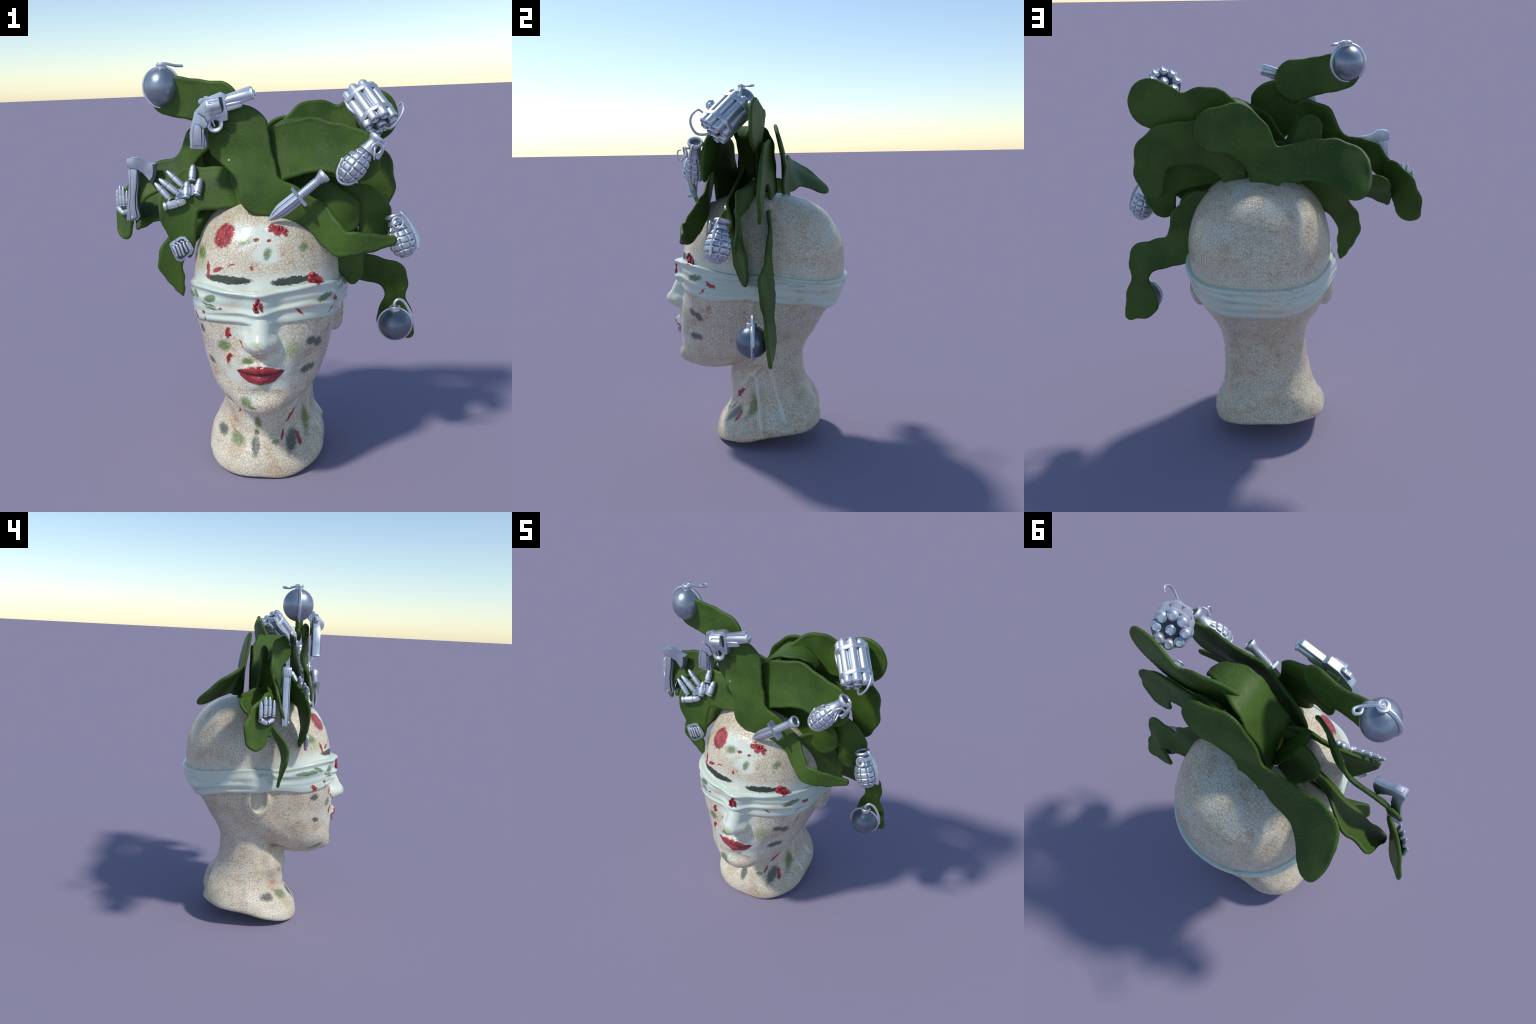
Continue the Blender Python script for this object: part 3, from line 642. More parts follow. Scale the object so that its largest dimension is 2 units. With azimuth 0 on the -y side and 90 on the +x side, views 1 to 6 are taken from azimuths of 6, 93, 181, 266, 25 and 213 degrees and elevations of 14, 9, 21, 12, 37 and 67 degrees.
# ------------------------------------------------------------------ build
def build():
    root = link(bpy.data.objects.new("head_sculpture", None))
    root["label"] = "blindfolded crackle-glazed head with green leaf hair and silver weapons"
    root["category"] = "sculpture"

    m_skin = skin_material()
    m_band = band_material()
    m_leaf = leaf_material()
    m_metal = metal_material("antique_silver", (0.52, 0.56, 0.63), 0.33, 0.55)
    global RECESS_DARK, SILVER_PLAIN
    RECESS_DARK = metal_material("recess_dark", (0.07, 0.08, 0.10), 0.45, 0.3, cavity=0.0)  # near-black metal for dark outlines and gaps
    SILVER_PLAIN = metal_material("plain_silver", (0.48, 0.52, 0.59), 0.33, 0.75, cavity=0.0)
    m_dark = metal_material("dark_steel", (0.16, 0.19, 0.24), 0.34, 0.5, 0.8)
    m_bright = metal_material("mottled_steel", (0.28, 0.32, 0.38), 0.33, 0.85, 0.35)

    # ---- head, split into named regions of one continuous surface
    V, Fq = build_head_mesh()
    tmp = bpy.data.meshes.new("tmp"); tmp.from_pydata(V.tolist(), [], Fq.tolist()); tmp.update()
    nrm = np.array([v.normal[:] for v in tmp.vertices])
    bpy.data.meshes.remove(tmp)
    c = V[Fq].mean(1); cx = c[:, 0] - xc(c[:, 2])
    reg = np.zeros(len(Fq), int)
    jaw = 0.43 + 0.62 * np.clip(c[:, 1] + 0.16, 0, 1)
    reg[(c[:, 2] < jaw) & (c[:, 1] > -0.24) | (c[:, 2] < 0.30)] = 1
    earm = (np.abs(cx) > 0.315) & (np.abs(c[:, 1] - 0.05) < 0.085) & (c[:, 2] > 0.67) & (c[:, 2] < 0.91)
    reg[earm & (cx > 0)] = 2; reg[earm & (cx < 0)] = 3
    reg[(np.abs(cx) < 0.075) & (c[:, 1] < -0.40) & (c[:, 2] > 0.745) & (c[:, 2] < 0.93)] = 4
    reg[(np.abs(cx) < 0.112) & (c[:, 1] < -0.36) & (c[:, 2] > 0.585) & (c[:, 2] < 0.695)] = 5
    for r, nm in enumerate(("head", "neck", "ear", "ear", "nose", "mouth")):
        f = Fq[reg == r]
        if not len(f): continue
        used, inv = np.unique(f, return_inverse=True)
        ob = mesh_obj(nm, V[used], inv.reshape(f.shape), m_skin, root)
        ob.data.normals_split_custom_set_from_vertices(nrm[used].tolist())

    build_blindfold(root, m_band)

    # ---- torn red clay lumps standing proud of the glaze
    m_red = clay_material()
    def bloom(parts):
        bm = bmesh.new()
        for i, (c, r, tilt) in enumerate(parts):
            t2 = bmesh.new(); bmesh.ops.create_icosphere(t2, subdivisions=3, radius=1)
            for v in t2.verts:
                p = v.co
                k = 1 + 0.14 * math.sin(3 * p.x + 2 * p.z + i) + 0.06 * math.sin(5 * p.z - 3 * p.y + 2 * i)
                v.co = p * k
            t2.transform(Matrix.Translation(Vector(c)) @ Matrix.Rotation(math.radians(tilt), 4, "Y") @ Matrix.Diagonal((*r, 1)))
            me = bpy.data.meshes.new("t"); t2.to_mesh(me); t2.free(); bm.from_mesh(me); bpy.data.meshes.remove(me)
        return bm_obj("red_clay_bloom", bm, m_red, root, 180)
    def front_y(x, z, band):
        ys = np.linspace(-0.56, -0.1, 231); f = head_sdf_band if band else head_sdf
        v = f(np.full_like(ys, x), ys, np.full_like(ys, z)); return float(ys[np.argmax(v < 0)])
    def lumps(spec, band=False, lift=0.0):
        bloom([((x, front_y(x, z, band) - lift, z), (a, 0.008, b), t) for x, z, a, b, t in spec])
    lumps([(0.255, 1.068, .018, .012, -50), (0.272, 1.050, .020, .014, 20), (0.290, 1.040, .014, .018, -20), (0.262, 1.040, .014, .010, 40), (0.247, 1.052, .010, .014, 0)], lift=0.006)
    lumps([(0.086, 1.273, .018, .010, -20), (0.108, 1.264, .012, .022, 30), (0.124, 1.262, .010, .020, 25), (0.140, 1.254, .008, .022, 30)])
    lumps([(-0.122, 0.825, .009, .024, 8), (-0.112, 0.815, .008, .014, -30)]); lumps([(-0.121, 0.705, .008, .022, 5), (-0.110, 0.722, .010, .009, 0)])
    lumps([(0.022, 0.980, .006, .018, 15), (0.012, 0.955, .006, .018, -10), (0.018, 0.940, .014, .006, 0), (0.036, 0.955, .006, .018, -25)], True, 0.017)

    # ---- leaves
    for i, (k, (st, an)) in enumerate(LEAVES.items()):
        make_leaf(k, st, an, m_leaf, root, seed=i + 1)
    make_leaf("arch", ARCH, None, m_leaf, root, mapping=arch_mapping, seed=40)
    make_leaf("blade", BLADE, None, m_leaf, root, mapping=blade_mapping, seed=41)

    build_weapons(root, m_metal, m_dark, m_bright)
    return root

def build_blindfold(root, mat):
    n, rows = 220, 46
    th = np.linspace(0, 2 * np.pi, n, endpoint=False)       # 0 = back, pi = front
    ca = np.cos(th)                                          # +1 back, -1 front
    side = np.sin(th)
    hi = np.interp(ca, [-1, -0.85, -0.3, 0.2, 0.8, 1], [1.022, 1.030, 0.990, 0.978, 0.945, 0.935])
    lo = np.interp(ca, [-1, -0.85, -0.6, -0.1, 0.2, 0.6, 1], [0.868, 0.862, 0.845, 0.848, 0.845, 0.815, 0.762])
    hi = hi + 0.006 * np.sin(5 * th + 1) ; lo = lo + 0.006 * np.sin(7 * th + 2)
    def sm(a):
        for _ in range(6): a = (np.roll(a, 1) + 2 * a + np.roll(a, -1)) / 4
        return a
    hi, lo = sm(hi), sm(lo)
    t = np.linspace(0, 1, rows)
    TH, T = np.meshgrid(th, t, indexing="ij")
    Zc = lo[:, None] + (hi - lo)[:, None] * T
    # centre of the section and a ray search for the skin
    cy = 0.035
    dx, dy = np.sin(TH), np.cos(TH)
    a = np.full(TH.shape, 0.15); b = np.full(TH.shape, 0.62)
    for _ in range(26):
        m = 0.5 * (a + b)
        X = xc(Zc) + m * dx
        ins = head_sdf_band(X, cy + m * dy, Zc) < 0
        a = np.where(ins, m, a); b = np.where(ins, b, m)
    R = 0.5 * (a + b)
    # cloth folds: rolled rim at the top and wavy ridges below it
    fr = np.clip(-np.cos(TH), 0, 1)
    lift = 0.009 + 0.005 * np.clip(np.cos(TH), 0, 1)
    yy = cy + R * dy
    lift = lift + 0.030 * np.exp(-((yy - 0.055) / 0.075)**2) * smoothstep(0.95, 0.45, T)      # ears under the cloth
    lift = lift + 0.009 * smoothstep(0.70, 0.95, T) * smoothstep(0.5, 0.95, fr)                # brow
    w1 = 0.045 * np.sin(3 * TH + 0.6) + 0.03 * np.sin(7 * TH)
    w2 = 0.05 * np.sin(2 * TH + 2.0) + 0.03 * np.sin(5 * TH + 1)
    ridge = lambda c0, w, amp: amp * np.exp(-((T - c0) / w)**2)
    am = lambda k, p: 0.62 + 0.38 * np.sin(k * TH + p)
    fold = ridge(0.93 + 0 * w1, 0.075, 0.012) * am(2, 0.4) + ridge(0.64 + w1, 0.11, 0.009) * am(3, 1.2) + ridge(0.36 + w2, 0.10, 0.012) * am(2, 2.6) + ridge(0.10 + 0.3 * w1, 0.09, 0.010) * am(4, 0.2)
    fold += ridge(0.50 + 0.9 * np.sin(TH * 1.0 + 0.4) * 0.35, 0.05, 0.005) * am(3, 4.0)
    fold += 0.004 * wave_noise(TH * 0.6, T * 0.5, 0 * T, seed=9, f=7)
    edge = np.clip(np.minimum(T, 1 - T) / 0.035, 0, 1)
    R = R + (lift + fold) * (0.25 + 0.75 * np.sqrt(1 - (1 - edge)**2))
    P = np.stack([xc(Zc) + R * dx, cy + R * dy, Zc], -1)
    # tuck both edges back under the skin
    def tuck(col, dz, k):
        q = P[:, col].copy(); q[:, 0] -= k * np.sin(th); q[:, 1] -= k * np.cos(th); q[:, 2] += dz
        return q[:, None]
    P = np.concatenate([tuck(0, 0.004, 0.06), P, tuck(-1, -0.012, 0.06)], 1)
    m = P.shape[1]
    idx = np.arange(n * m).reshape(n, m); nxt = np.roll(idx, -1, 0)
    F = np.stack([idx[:, :-1], nxt[:, :-1], nxt[:, 1:], idx[:, 1:]], -1).reshape(-1, 4)
    ob = mesh_obj("blindfold", P.reshape(-1, 3), F, mat, root)
    bm = bmesh.new(); bm.from_mesh(ob.data); bmesh.ops.recalc_face_normals(bm, faces=bm.faces); bm.to_mesh(ob.data); bm.free()

def head_sdf_band(x, y, z):
    d = head_sdf(x, y, z, face=False)
    X = x - xc(z)
    d = smax(d, -ellipsoid(np.abs(X), y, z, (0.125, -0.455, 0.925), (0.085, 0.050, 0.045)), 0.04)     # eye hollows
    return smin(d, capsule(np.abs(X), y, z, (0.0, -0.385, 1.02), (0.0, -0.412, 0.84), 0.030, 0.032), 0.08)

# ------------------------------------------------------------------ weapons
def build_weapons(root, metal, dark, bright):
    # ---------- revolver
    W = plane_map((-0.2746, -0.232, 1.9142), (0.2077, 0, -0.0084), (-0.0132, 0, -0.2023))
    fr = slab("revolver", [(225, 640), (340, 520), (430, 420), (540, 330), (765, 240), (880, 300), (880, 560), (915, 640), (925, 830), (800, 862), (770, 800), (690, 775), (600, 785), (520, 850), (505, 930), (430, 900), (300, 760)],
              -0.020, 0.020, W, metal, root, 0.005)
    slab("barrel_rib", [(860, 300), (1340, 122), (1400, 140), (1438, 260), (1430, 380), (1180, 475), (860, 560)], -0.015, 0.015, W, metal, fr, 0.005)
    tube("barrel", [W(850, 425), W(1405, 275)], 0.0205, metal, fr, n=24, k=2)
    lathe("muzzle", [(0, 0), (0.0245, 0), (0.026, 0.004), (0.026, 0.010), (0.020, 0.012), (0.012, 0.012), (0.012, 0.004), (0, 0.004)], metal, fr, place(W(1385, 280), W(1405, 275) - W(850, 425)), 28)
    slab("ejector_shroud", [(850, 545), (1222, 470), (1205, 555), (925, 642), (880, 660)], -0.012, 0.012, W, metal, fr, 0.004)
    tube("ejector_rod", [W(870, 515, 0.010), W(1168, 450, 0.010)], 0.007, metal, fr, k=2)
    ax = W(760, 500) - W(500, 560)
    flute = lambda t, z: 1 - 0.13 * math.exp(-((((t / (2 * math.pi) * 6) % 1) - 0.5) / 0.17)**2) * (1 if z > 0.016 else 0.0)
    slab("cylinder_window", [(462, 470), (500, 420), (760, 345), (800, 350), (838, 560), (830, 640), (560, 705), (500, 660)], 0.010, 0.0212, W, RECESS_DARK, fr, 0.001)
    slab("frame_seam", [(300, 690), (430, 770), (500, 890), (510, 880), (440, 760), (305, 680)], 0.015, 0.0228, W, RECESS_DARK, fr, 0)
    lathe("cylinder", [(0, 0), (0.033, 0), (0.038, 0.003), (0.038, 0.014), (0.038, 0.018), (0.038, 0.056), (0.036, 0.060), (0, 0.060)], metal, fr, place(W(492, 565, 0.012), ax), 72, flute)
    slab("grip", [(225, 640), (300, 680), (440, 770), (505, 900), (500, 980), (430, 1010), (420, 1080), (455, 1160), (490, 1320), (492, 1390), (430, 1446), (190, 1440), (115, 1425), (138, 1380), (120, 1110), (150, 960)],
         -0.022, 0.022, W, metal, fr, 0.006)
    inlay("grip_panel", [(235, 905), (330, 930), (372, 1000), (382, 1365), (200, 1368), (205, 1080)], 0.0215, 0.0255, W, metal, fr, 0.0015)
    inlay("grip_strap", [(395, 1000), (430, 1010), (425, 1090), (450, 1390), (425, 1392), (395, 1100)], 0.0215, 0.026, W, metal, fr, 0.0015)
    ring = [W(645 + 128 * math.cos(a), 915 + 130 * math.sin(a)) for a in np.linspace(0, 2 * math.pi, 14, endpoint=False)]
    tube("trigger_guard", ring, 0.0075, metal, fr, closed=True, flat=1.7)
    tube("trigger", [W(590, 815), W(605, 880), W(640, 960)], 0.006, metal, fr, r_end=0.003)
    slab("hammer", [(285, 430), (330, 378), (400, 372), (405, 340), (470, 325), (540, 350), (430, 430), (350, 525), (295, 485)], -0.010, 0.010, W, metal, fr, 0.004)
    lathe("frame_screw", [(0, -0.002), (0.004, -0.002), (0.004, 0.0025), (0, 0.003)], dark, fr, place(W(697, 737, 0.020), (0, -1, 0)), 12)

    # ---------- axe
    W = plane_map((-0.6861, -0.040, 1.5993), (0.2934, 0, -0.0087), (-0.0269, 0, -0.2918))
    hd = slab("axe", [(275, 230), (440, 240), (452, 480), (432, 700), (442, 880), (485, 1040), (440, 1112), (255, 1112), (262, 900), (276, 700), (290, 480)], -0.016, 0.014, W, metal, root, 0.005)
    inlay("handle_core", [(325, 255), (432, 262), (428, 500), (402, 720), (410, 900), (442, 1045), (390, 1092), (335, 1085), (318, 880), (335, 600)], 0.0142, 0.022, W, metal, hd, 0.004)
    slab("axe_head", [(258, 110), (285, 80), (450, 80), (545, 140), (660, 160), (735, 165), (742, 300), (715, 430), (668, 522), (620, 440), (520, 330), (430, 262), (258, 242)],
         -0.018, 0.024, W, metal, hd, 0.005, taper=lambda u, v: 1.0 if u < 480 else 0.72)
    inlay("axe_edge", [(690, 190), (732, 185), (735, 300), (708, 420), (665, 490), (645, 450), (690, 380), (702, 290)], 0.0125, 0.0155, W, metal, hd, 0.001)
    slab("axe_collar", [(328, 68), (440, 74), (470, 100), (440, 120), (330, 115)], -0.010, 0.016, W, metal, hd, 0.003)
    lathe("handle_rivet", [(0, 0), (0.007, 0), (0.006, 0.004), (0, 0.005)], metal, hd, place(W(365, 1050, 0.021), (0, -1, 0)), 14)

    # ---------- loose cartridges on the left pad
    src = lathe("bullet_mesh", BULLET, metal, None, n=20); src2 = lathe("short_mesh", SHORT, metal, None, n=20)
    W = plane_map((-0.642, -0.17, 1.6102), (0.2808, 0, -0.0084), (-0.0258, 0, -0.2793))
    dep = LEAF_DEPTH["bullet"]
    def on_pad(u, v, lift):
        p = W(u, v); p.y = float(dep(np.array(p.x), np.array(p.z))) - lift
        return p
    plate = None
    pl_pts = [(1040, 640), (1180, 560), (1300, 520), (1380, 600), (1330, 700), (1180, 740), (1060, 760)]
    bm = bmesh.new()
    fv = [bm.verts.new(on_pad(u, v, 0.004)) for u, v in pl_pts]; bv = [bm.verts.new(on_pad(u, v, 0.016)) for u, v in pl_pts]
    bm.faces.new(fv); bm.faces.new(bv[::-1])
    for i in range(len(fv)): bm.faces.new((fv[i], bv[i], bv[(i + 1) % len(fv)], fv[(i + 1) % len(fv)]))
    plate = bm_obj("cartridge_cluster", bm, SILVER_PLAIN, root)
    def bullet_between(S, base, tip, L):
        d = tip - base
        M = place(base, d); s = d.length / L
        k = min(s, 1.15)
        M = M @ Matrix.Diagonal((k, k, s, 1))
        return M
    for tip, base in (((862, 308), (1165, 565)), ((757, 428), (1105, 680)), ((700, 488), (985, 760))):
        placed_copy(src, "bullet", bullet_between(1, on_pad(*base, 0.022), on_pad(*tip, 0.022), 0.111), plate)
    for tip, base in (((1285, 222), (1290, 478)), ((1215, 478), (1232, 742)), ((1430, 430), (1395, 700)), ((1240, 790), (888, 868))):
        placed_copy(src2, "bullet", bullet_between(1, on_pad(*base, 0.022), on_pad(*tip, 0.022), 0.076), plate)

    # ---------- upright cartridges on the far-left pad (its face looks to -x)
    nF = Vector((-0.70, -0.71, 0)).normalized()
    def on_far(y, z, lift=0.020):
        return Vector((-0.69 - (y - 0.09), y, z)) + nF * lift
    ys = [0.106, 0.083, 0.060, 0.036]; tops = [1.405, 1.428, 1.426, 1.408]; bots = [1.318, 1.325, 1.328, 1.322]
    bm = bmesh.new()
    c4 = [on_far(0.10, 1.39, 0.006), on_far(0.045, 1.39, 0.006), on_far(0.035, 1.29, 0.006), on_far(0.10, 1.29, 0.006)]
    a4 = [bm.verts.new(p) for p in c4]; b4 = [bm.verts.new(p + nF * 0.010) for p in c4]
    bm.faces.new(a4); bm.faces.new(b4[::-1])
    for i in range(4): bm.faces.new((a4[i], b4[i], b4[(i + 1) % 4], a4[(i + 1) % 4]))
    plate2 = bm_obj("cartridge_cluster", bm, RECESS_DARK, root)
    for y, zt, zb in zip(ys, tops, bots):
        placed_copy(src, "bullet", bullet_between(1, on_far(y, zb), on_far(y, zt), 0.111) @ Matrix.Diagonal((0.86, 0.86, 1, 1)), plate2)
    placed_copy(src2, "bullet", bullet_between(1, on_far(0.108, 1.312), on_far(0.068, 1.287), 0.076), plate2)
    placed_copy(src2, "bullet", bullet_between(1, on_far(0.066, 1.293), on_far(0.030, 1.310), 0.076), plate2)
    bpy.data.objects.remove(src); bpy.data.objects.remove(src2)

    # ---------- embossed tag with packed rounds
    W = plane_map((-0.6304, -0.192, 1.7564), (0.4317, 0, -0.015), (-0.0403, 0, -0.432))
    tag = slab("cartridge_tag", [(652, 1302), (690, 1262), (770, 1214), (825, 1214), (880, 1280), (920, 1350), (900, 1405), (870, 1420), (800, 1490), (740, 1484), (690, 1400)], -0.004, 0.010, W, metal, root, 0.004)
    slab("tag_recess", [(682, 1312), (775, 1240), (815, 1240), (890, 1352), (862, 1398), (795, 1460), (752, 1455), (706, 1392)], 0.004, 0.0112, W, RECESS_DARK, tag, 0)
    for i in range(5):
        u0 = 712 + 36 * i; v0 = 1340 - 11 * i; ln = 92 - 4 * abs(i - 2)
        tube("tag_round", [W(u0 - 12, v0 - 18, 0.011), W(u0 + 30, v0 + ln - 22 * (i > 2), 0.011)], 0.0058, metal, tag, n=10, k=2)
    for i in range(8):
        u, v = 702 + 21 * i, 1312 - 9 * i + (7 if i % 2 else -9)
        lathe("tag_cap", [(0, -0.004), (0.005, -0.004), (0.0055, 0.002), (0.003, 0.0045), (0, 0.004)], metal, tag, place(W(u, v, 0.011), (0.2, -1, 0.4)), 10)

    # ---------- knife
    tip = Vector((0.072, -0.298, 1.306)); gd = Vector((0.209, -0.312, 1.412)); end = Vector((0.322, -0.314, 1.502))
    axd = (gd - tip).normalized(); dep = Vector((0, -1, 0)); wid = axd.cross(dep).normalized(); dep = wid.cross(axd).normalized()
    if dep.y > 0: dep = -dep
    bm = bmesh.new(); L = (gd - tip).length; rings = []
    for s, w, d in ((0.0, 0.002, 0.002), (0.06, 0.009, 0.004), (0.2, 0.020, 0.008), (0.38, 0.029, 0.010), (0.5, 0.031, 0.011), (0.8, 0.031, 0.011), (1.0, 0.030, 0.011)):
        p = tip + axd * L * s
        prof = [(-1, 0), (-0.62, 0.35), (-0.5, 0.62), (-0.18, 0.80), (0, 1.15), (0.18, 0.80), (0.5, 0.62), (0.62, 0.35), (1, 0), (0.6, -0.5), (-0.6, -0.5)]
        rings.append([bm.verts.new(p + wid * w * a + dep * d * b) for a, b in prof])
    for a, b in zip(rings[:-1], rings[1:]):
        for i in range(len(a)): bm.faces.new((a[i], a[(i + 1) % len(a)], b[(i + 1) % len(a)], b[i]))
    bm.faces.new(rings[0]); bm.faces.new(rings[-1])
    kn = bm_obj("knife", bm, SILVER_PLAIN, root, 25)
    for a_ in (-0.56, 0.56):
        tube("blade_groove", [tip + axd * L * q + wid * w_ * a_ + dep * d_ for q, w_, d_ in ((0.16, 0.017, 0.0036), (0.38, 0.029, 0.0050), (0.7, 0.031, 0.0056), (0.93, 0.0305, 0.0056))], 0.0014, RECESS_DARK, kn, n=8, k=4)
    bm = bmesh.new(); bmesh.ops.create_cube(bm, size=1)
    bm.transform(Matrix.Diagonal((0.104, 0.050, 0.014, 1)))
    bmesh.ops.bevel(bm, geom=bm.edges[:], offset=0.005, segments=2, affect="EDGES")
    bm.transform(Matrix.Translation(gd) @ Matrix((wid, dep, axd)).transposed().to_4x4())
    bm_obj("guard", bm, SILVER_PLAIN, kn)
    HL = (end - gd).length; prof = [(0, 0), (0.019, 0)]
    for i in range(9):
        z = 0.012 + 0.0095 * i
        prof += [(0.0185, z), (0.0205, z + 0.002), (0.0205, z + 0.005), (0.0185, z + 0.007)]
    prof += [(0.019, 0.102), (0.022, 0.112), (0.029, HL - 0.016), (0.031, HL - 0.008), (0.029, HL), (0.022, HL), (0.020, HL - 0.004), (0, HL - 0.004)]
    lathe("handle", prof, metal, kn, place(gd, end - gd), 28)

    # ---------- dynamite bundle
    A = Vector((0.474, -0.022, 1.832)); B_ = Vector((0.569, -0.152, 1.691)); d = (B_ - A).normalized(); L = (B_ - A).length + 0.012
    M = place(A - d * 0.006, d)
    r = 0.0232
    stick = [(0, 0.004), (r * 0.55, 0.0), (r * 0.62, 0.006), (r * 0.9, 0.010), (r, 0.018), (r, L - 0.014), (r * 0.94, L - 0.008), (r * 0.80, L - 0.004), (r * 0.62, L - 0.010), (r * 0.40, L - 0.006), (r * 0.2, L - 0.014), (0, L - 0.009)]
    core = lathe("dynamite_bundle", stick, metal, root, M @ Matrix.Translation((0, 0, 0.006)), 24)
    s0 = lathe("stick_mesh", stick, metal, None, n=24)
    rr = np.random.default_rng(5)
    RB = r / math.sin(math.pi / 8) * 0.96
    for i in range(8):
        a = math.pi / 4 * i + 0.25
        placed_copy(s0, "dynamite_stick", M @ Matrix.Translation((RB * math.cos(a), RB * math.sin(a), rr.uniform(-0.014, 0.012))), core)
    bpy.data.objects.remove(s0)
    lathe("gap_shadow_core", [(0, 0.02), (0.052, 0.02), (0.052, L - 0.022), (0, L - 0.022)], RECESS_DARK, core, M, 24)  # dark cylinder modelled inside to blacken the shaded gaps between sticks
    for zf in (0.20, 0.76):
        pts = []
        for i in range(36):
            a = 2 * math.pi * i / 36
            k = ((a - 0.25) % (math.pi / 4)) - math.pi / 8
            R = RB + r + 0.001 - 0.006 * math.cos(4 * k) * (1 if abs(k) < 0.4 else 0)
            pts.append(M @ Vector((R * math.cos(a), R * math.sin(a), L * zf)))
        bm = bmesh.new(); rings = []
        for p in pts:
            rad = (p - (M @ Vector((0, 0, L * zf)))).normalized()
            rings.append([bm.verts.new(p + d * 0.011 * a + rad * b) for a, b in ((-1, -0.004), (-1, 0.001), (-0.7, 0.0025), (0.7, 0.0025), (1, 0.001), (1, -0.004))])
        for i in range(36):
            a, b = rings[i], rings[(i + 1) % 36]
            for j in range(6): bm.faces.new((a[j], a[(j + 1) % 6], b[(j + 1) % 6], b[j]))
        bm_obj("strap", bm, metal, core)
    tube("fuse", [B_ - d * 0.03, B_ + d * 0.012, (0.60, -0.215, 1.68), (0.632, -0.238, 1.715), (0.650, -0.235, 1.755), (0.648, -0.205, 1.785), (0.636, -0.185, 1.775)], 0.0065, metal, core, r_end=0.0045)
    tube("cord", [A + Vector((-0.06, -0.03, -0.02)), A + Vector((-0.04, -0.07, -0.07)), B_ + Vector((-0.06, -0.02, 0.02))], 0.010, metal, core)

    # ---------- pineapple grenades
    def pineapple(top, bot, R, lever_side, ring_side, body_part, long_lever):
        top, bot = Vector(top), Vector(bot); ax = (top - bot); Lg = ax.length; ax.normalize()
        M = place(bot, ax, (0, -1, 0))
        rows, cols, H = 5, 9, Lg * body_part
        bm = bmesh.new(); nth, nz = 108, 66; grid = []
        for j in range(nz + 1):
            z = j / nz
            pr = R * (math.sin(math.pi * (0.04 + 0.90 * z) ** 0.82)) ** 0.62 if z < 1 else R * 0.45
            pr = max(pr, R * 0.42)
            ring = []
            for i in range(nth):
                t = i / nth * cols
                gc = min(t % 1, 1 - t % 1) / cols * 2 * math.pi * pr
                zz = (z - 0.06) / 0.88 * rows
                gr = min(zz % 1, 1 - zz % 1) / rows * 0.88 * H if -0.2 < zz < rows + 0.2 else 0.02
                g = min(gc, gr)
                dep = 0.0055 * (1 - min(g / 0.0050, 1) ** 2.2)
                rad = pr - dep
                a = 2 * math.pi * i / nth
                ring.append(bm.verts.new((rad * math.cos(a), rad * math.sin(a), z * H)))
            grid.append(ring)
        for a, b in zip(grid[:-1], grid[1:]):
            for i in range(nth): bm.faces.new((a[i], a[(i + 1) % nth], b[(i + 1) % nth], b[i]))
        bm.faces.new(grid[0]); bm.faces.new(grid[-1])
        bm.transform(M)
        body = bm_obj("pineapple_grenade", bm, metal, root, 50)
        lathe("grenade_neck", [(0, H - 0.01), (R * 0.62, H - 0.012), (R * 0.50, H + 0.008), (R * 0.44, Lg * 0.86), (R * 0.50, Lg * 0.90), (R * 0.62, Lg * 0.93), (R * 0.66, Lg * 0.97), (R * 0.60, Lg), (R * 0.46, Lg), (R * 0.40, Lg * 0.97), (0, Lg * 0.965)], metal, body, M, 28)
        # lever hugging the body along local +x hint side
        LM = M; inv = M.to_3x3().inverted()
        ang = lambda v: math.atan2((inv @ Vector(v)).y, (inv @ Vector(v)).x)
        a0 = ang(lever_side); ring_dir = ang(ring_side)
        def lp(z, rad, a=a0): return LM @ Vector((rad * math.cos(a), rad * math.sin(a), z))
        pth = [lp(Lg * 0.97, R * 0.40), lp(Lg * 0.975, R * 0.62), lp(Lg * 0.90, R * 0.80), lp(Lg * 0.80, R * 0.92)]
        if long_lever: pth += [lp(H * 0.72, R * 1.08), lp(H * 0.40, R * 1.12), lp(H * 0.14, R * 1.0)]
        else: pth += [lp(Lg * 0.70, R * 0.98)]
        tube("safety_lever", pth, 0.0095, metal, body, flat=0.6)
        c0 = LM @ Vector((R * 0.86 * math.cos(ring_dir), R * 0.86 * math.sin(ring_dir), Lg * 0.80))
        out = (LM.to_3x3() @ Vector((math.cos(ring_dir), math.sin(ring_dir), 0))).normalized()
        e1 = ax; e2 = out.cross(ax)
        tube("pull_ring", [c0 + 0.024 * (math.cos(t) * e1 + math.sin(t) * e2) for t in np.linspace(0, 2 * math.pi, 10, endpoint=False)], 0.0052, metal, body, closed=True)
        tube("pin", [c0 + e1 * 0.022, c0 - out * 0.02 + e1 * 0.015], 0.005, metal, body, k=2)
        return body, M
    g1, M1 = pineapple((0.548, -0.236, 1.648), (0.392, -0.262, 1.468), 0.058, (0.75, -0.35, -0.6), (0.45, -1, -0.25), 0.72, False)
    g2, M2 = pineapple((0.622, -0.108, 1.288), (0.686, -0.140, 1.098), 0.063, (0.95, -0.30, 0.25), (0.10, -1, 0.1), 0.82, True)
    tube("rail", [Vector((0.395, -0.25, 1.56)), Vector((0.372, -0.262, 1.50)), Vector((0.385, -0.268, 1.462)), Vector((0.43, -0.27, 1.455)), Vector((0.48, -0.255, 1.49))], 0.007, metal, g1)
    tube("hook", [Vector((0.53, -0.285, 1.585)), Vector((0.525, -0.31, 1.56)), Vector((0.525, -0.325, 1.575)), Vector((0.527, -0.322, 1.605)), Vector((0.53, -0.31, 1.61))], 0.004, metal, g1)

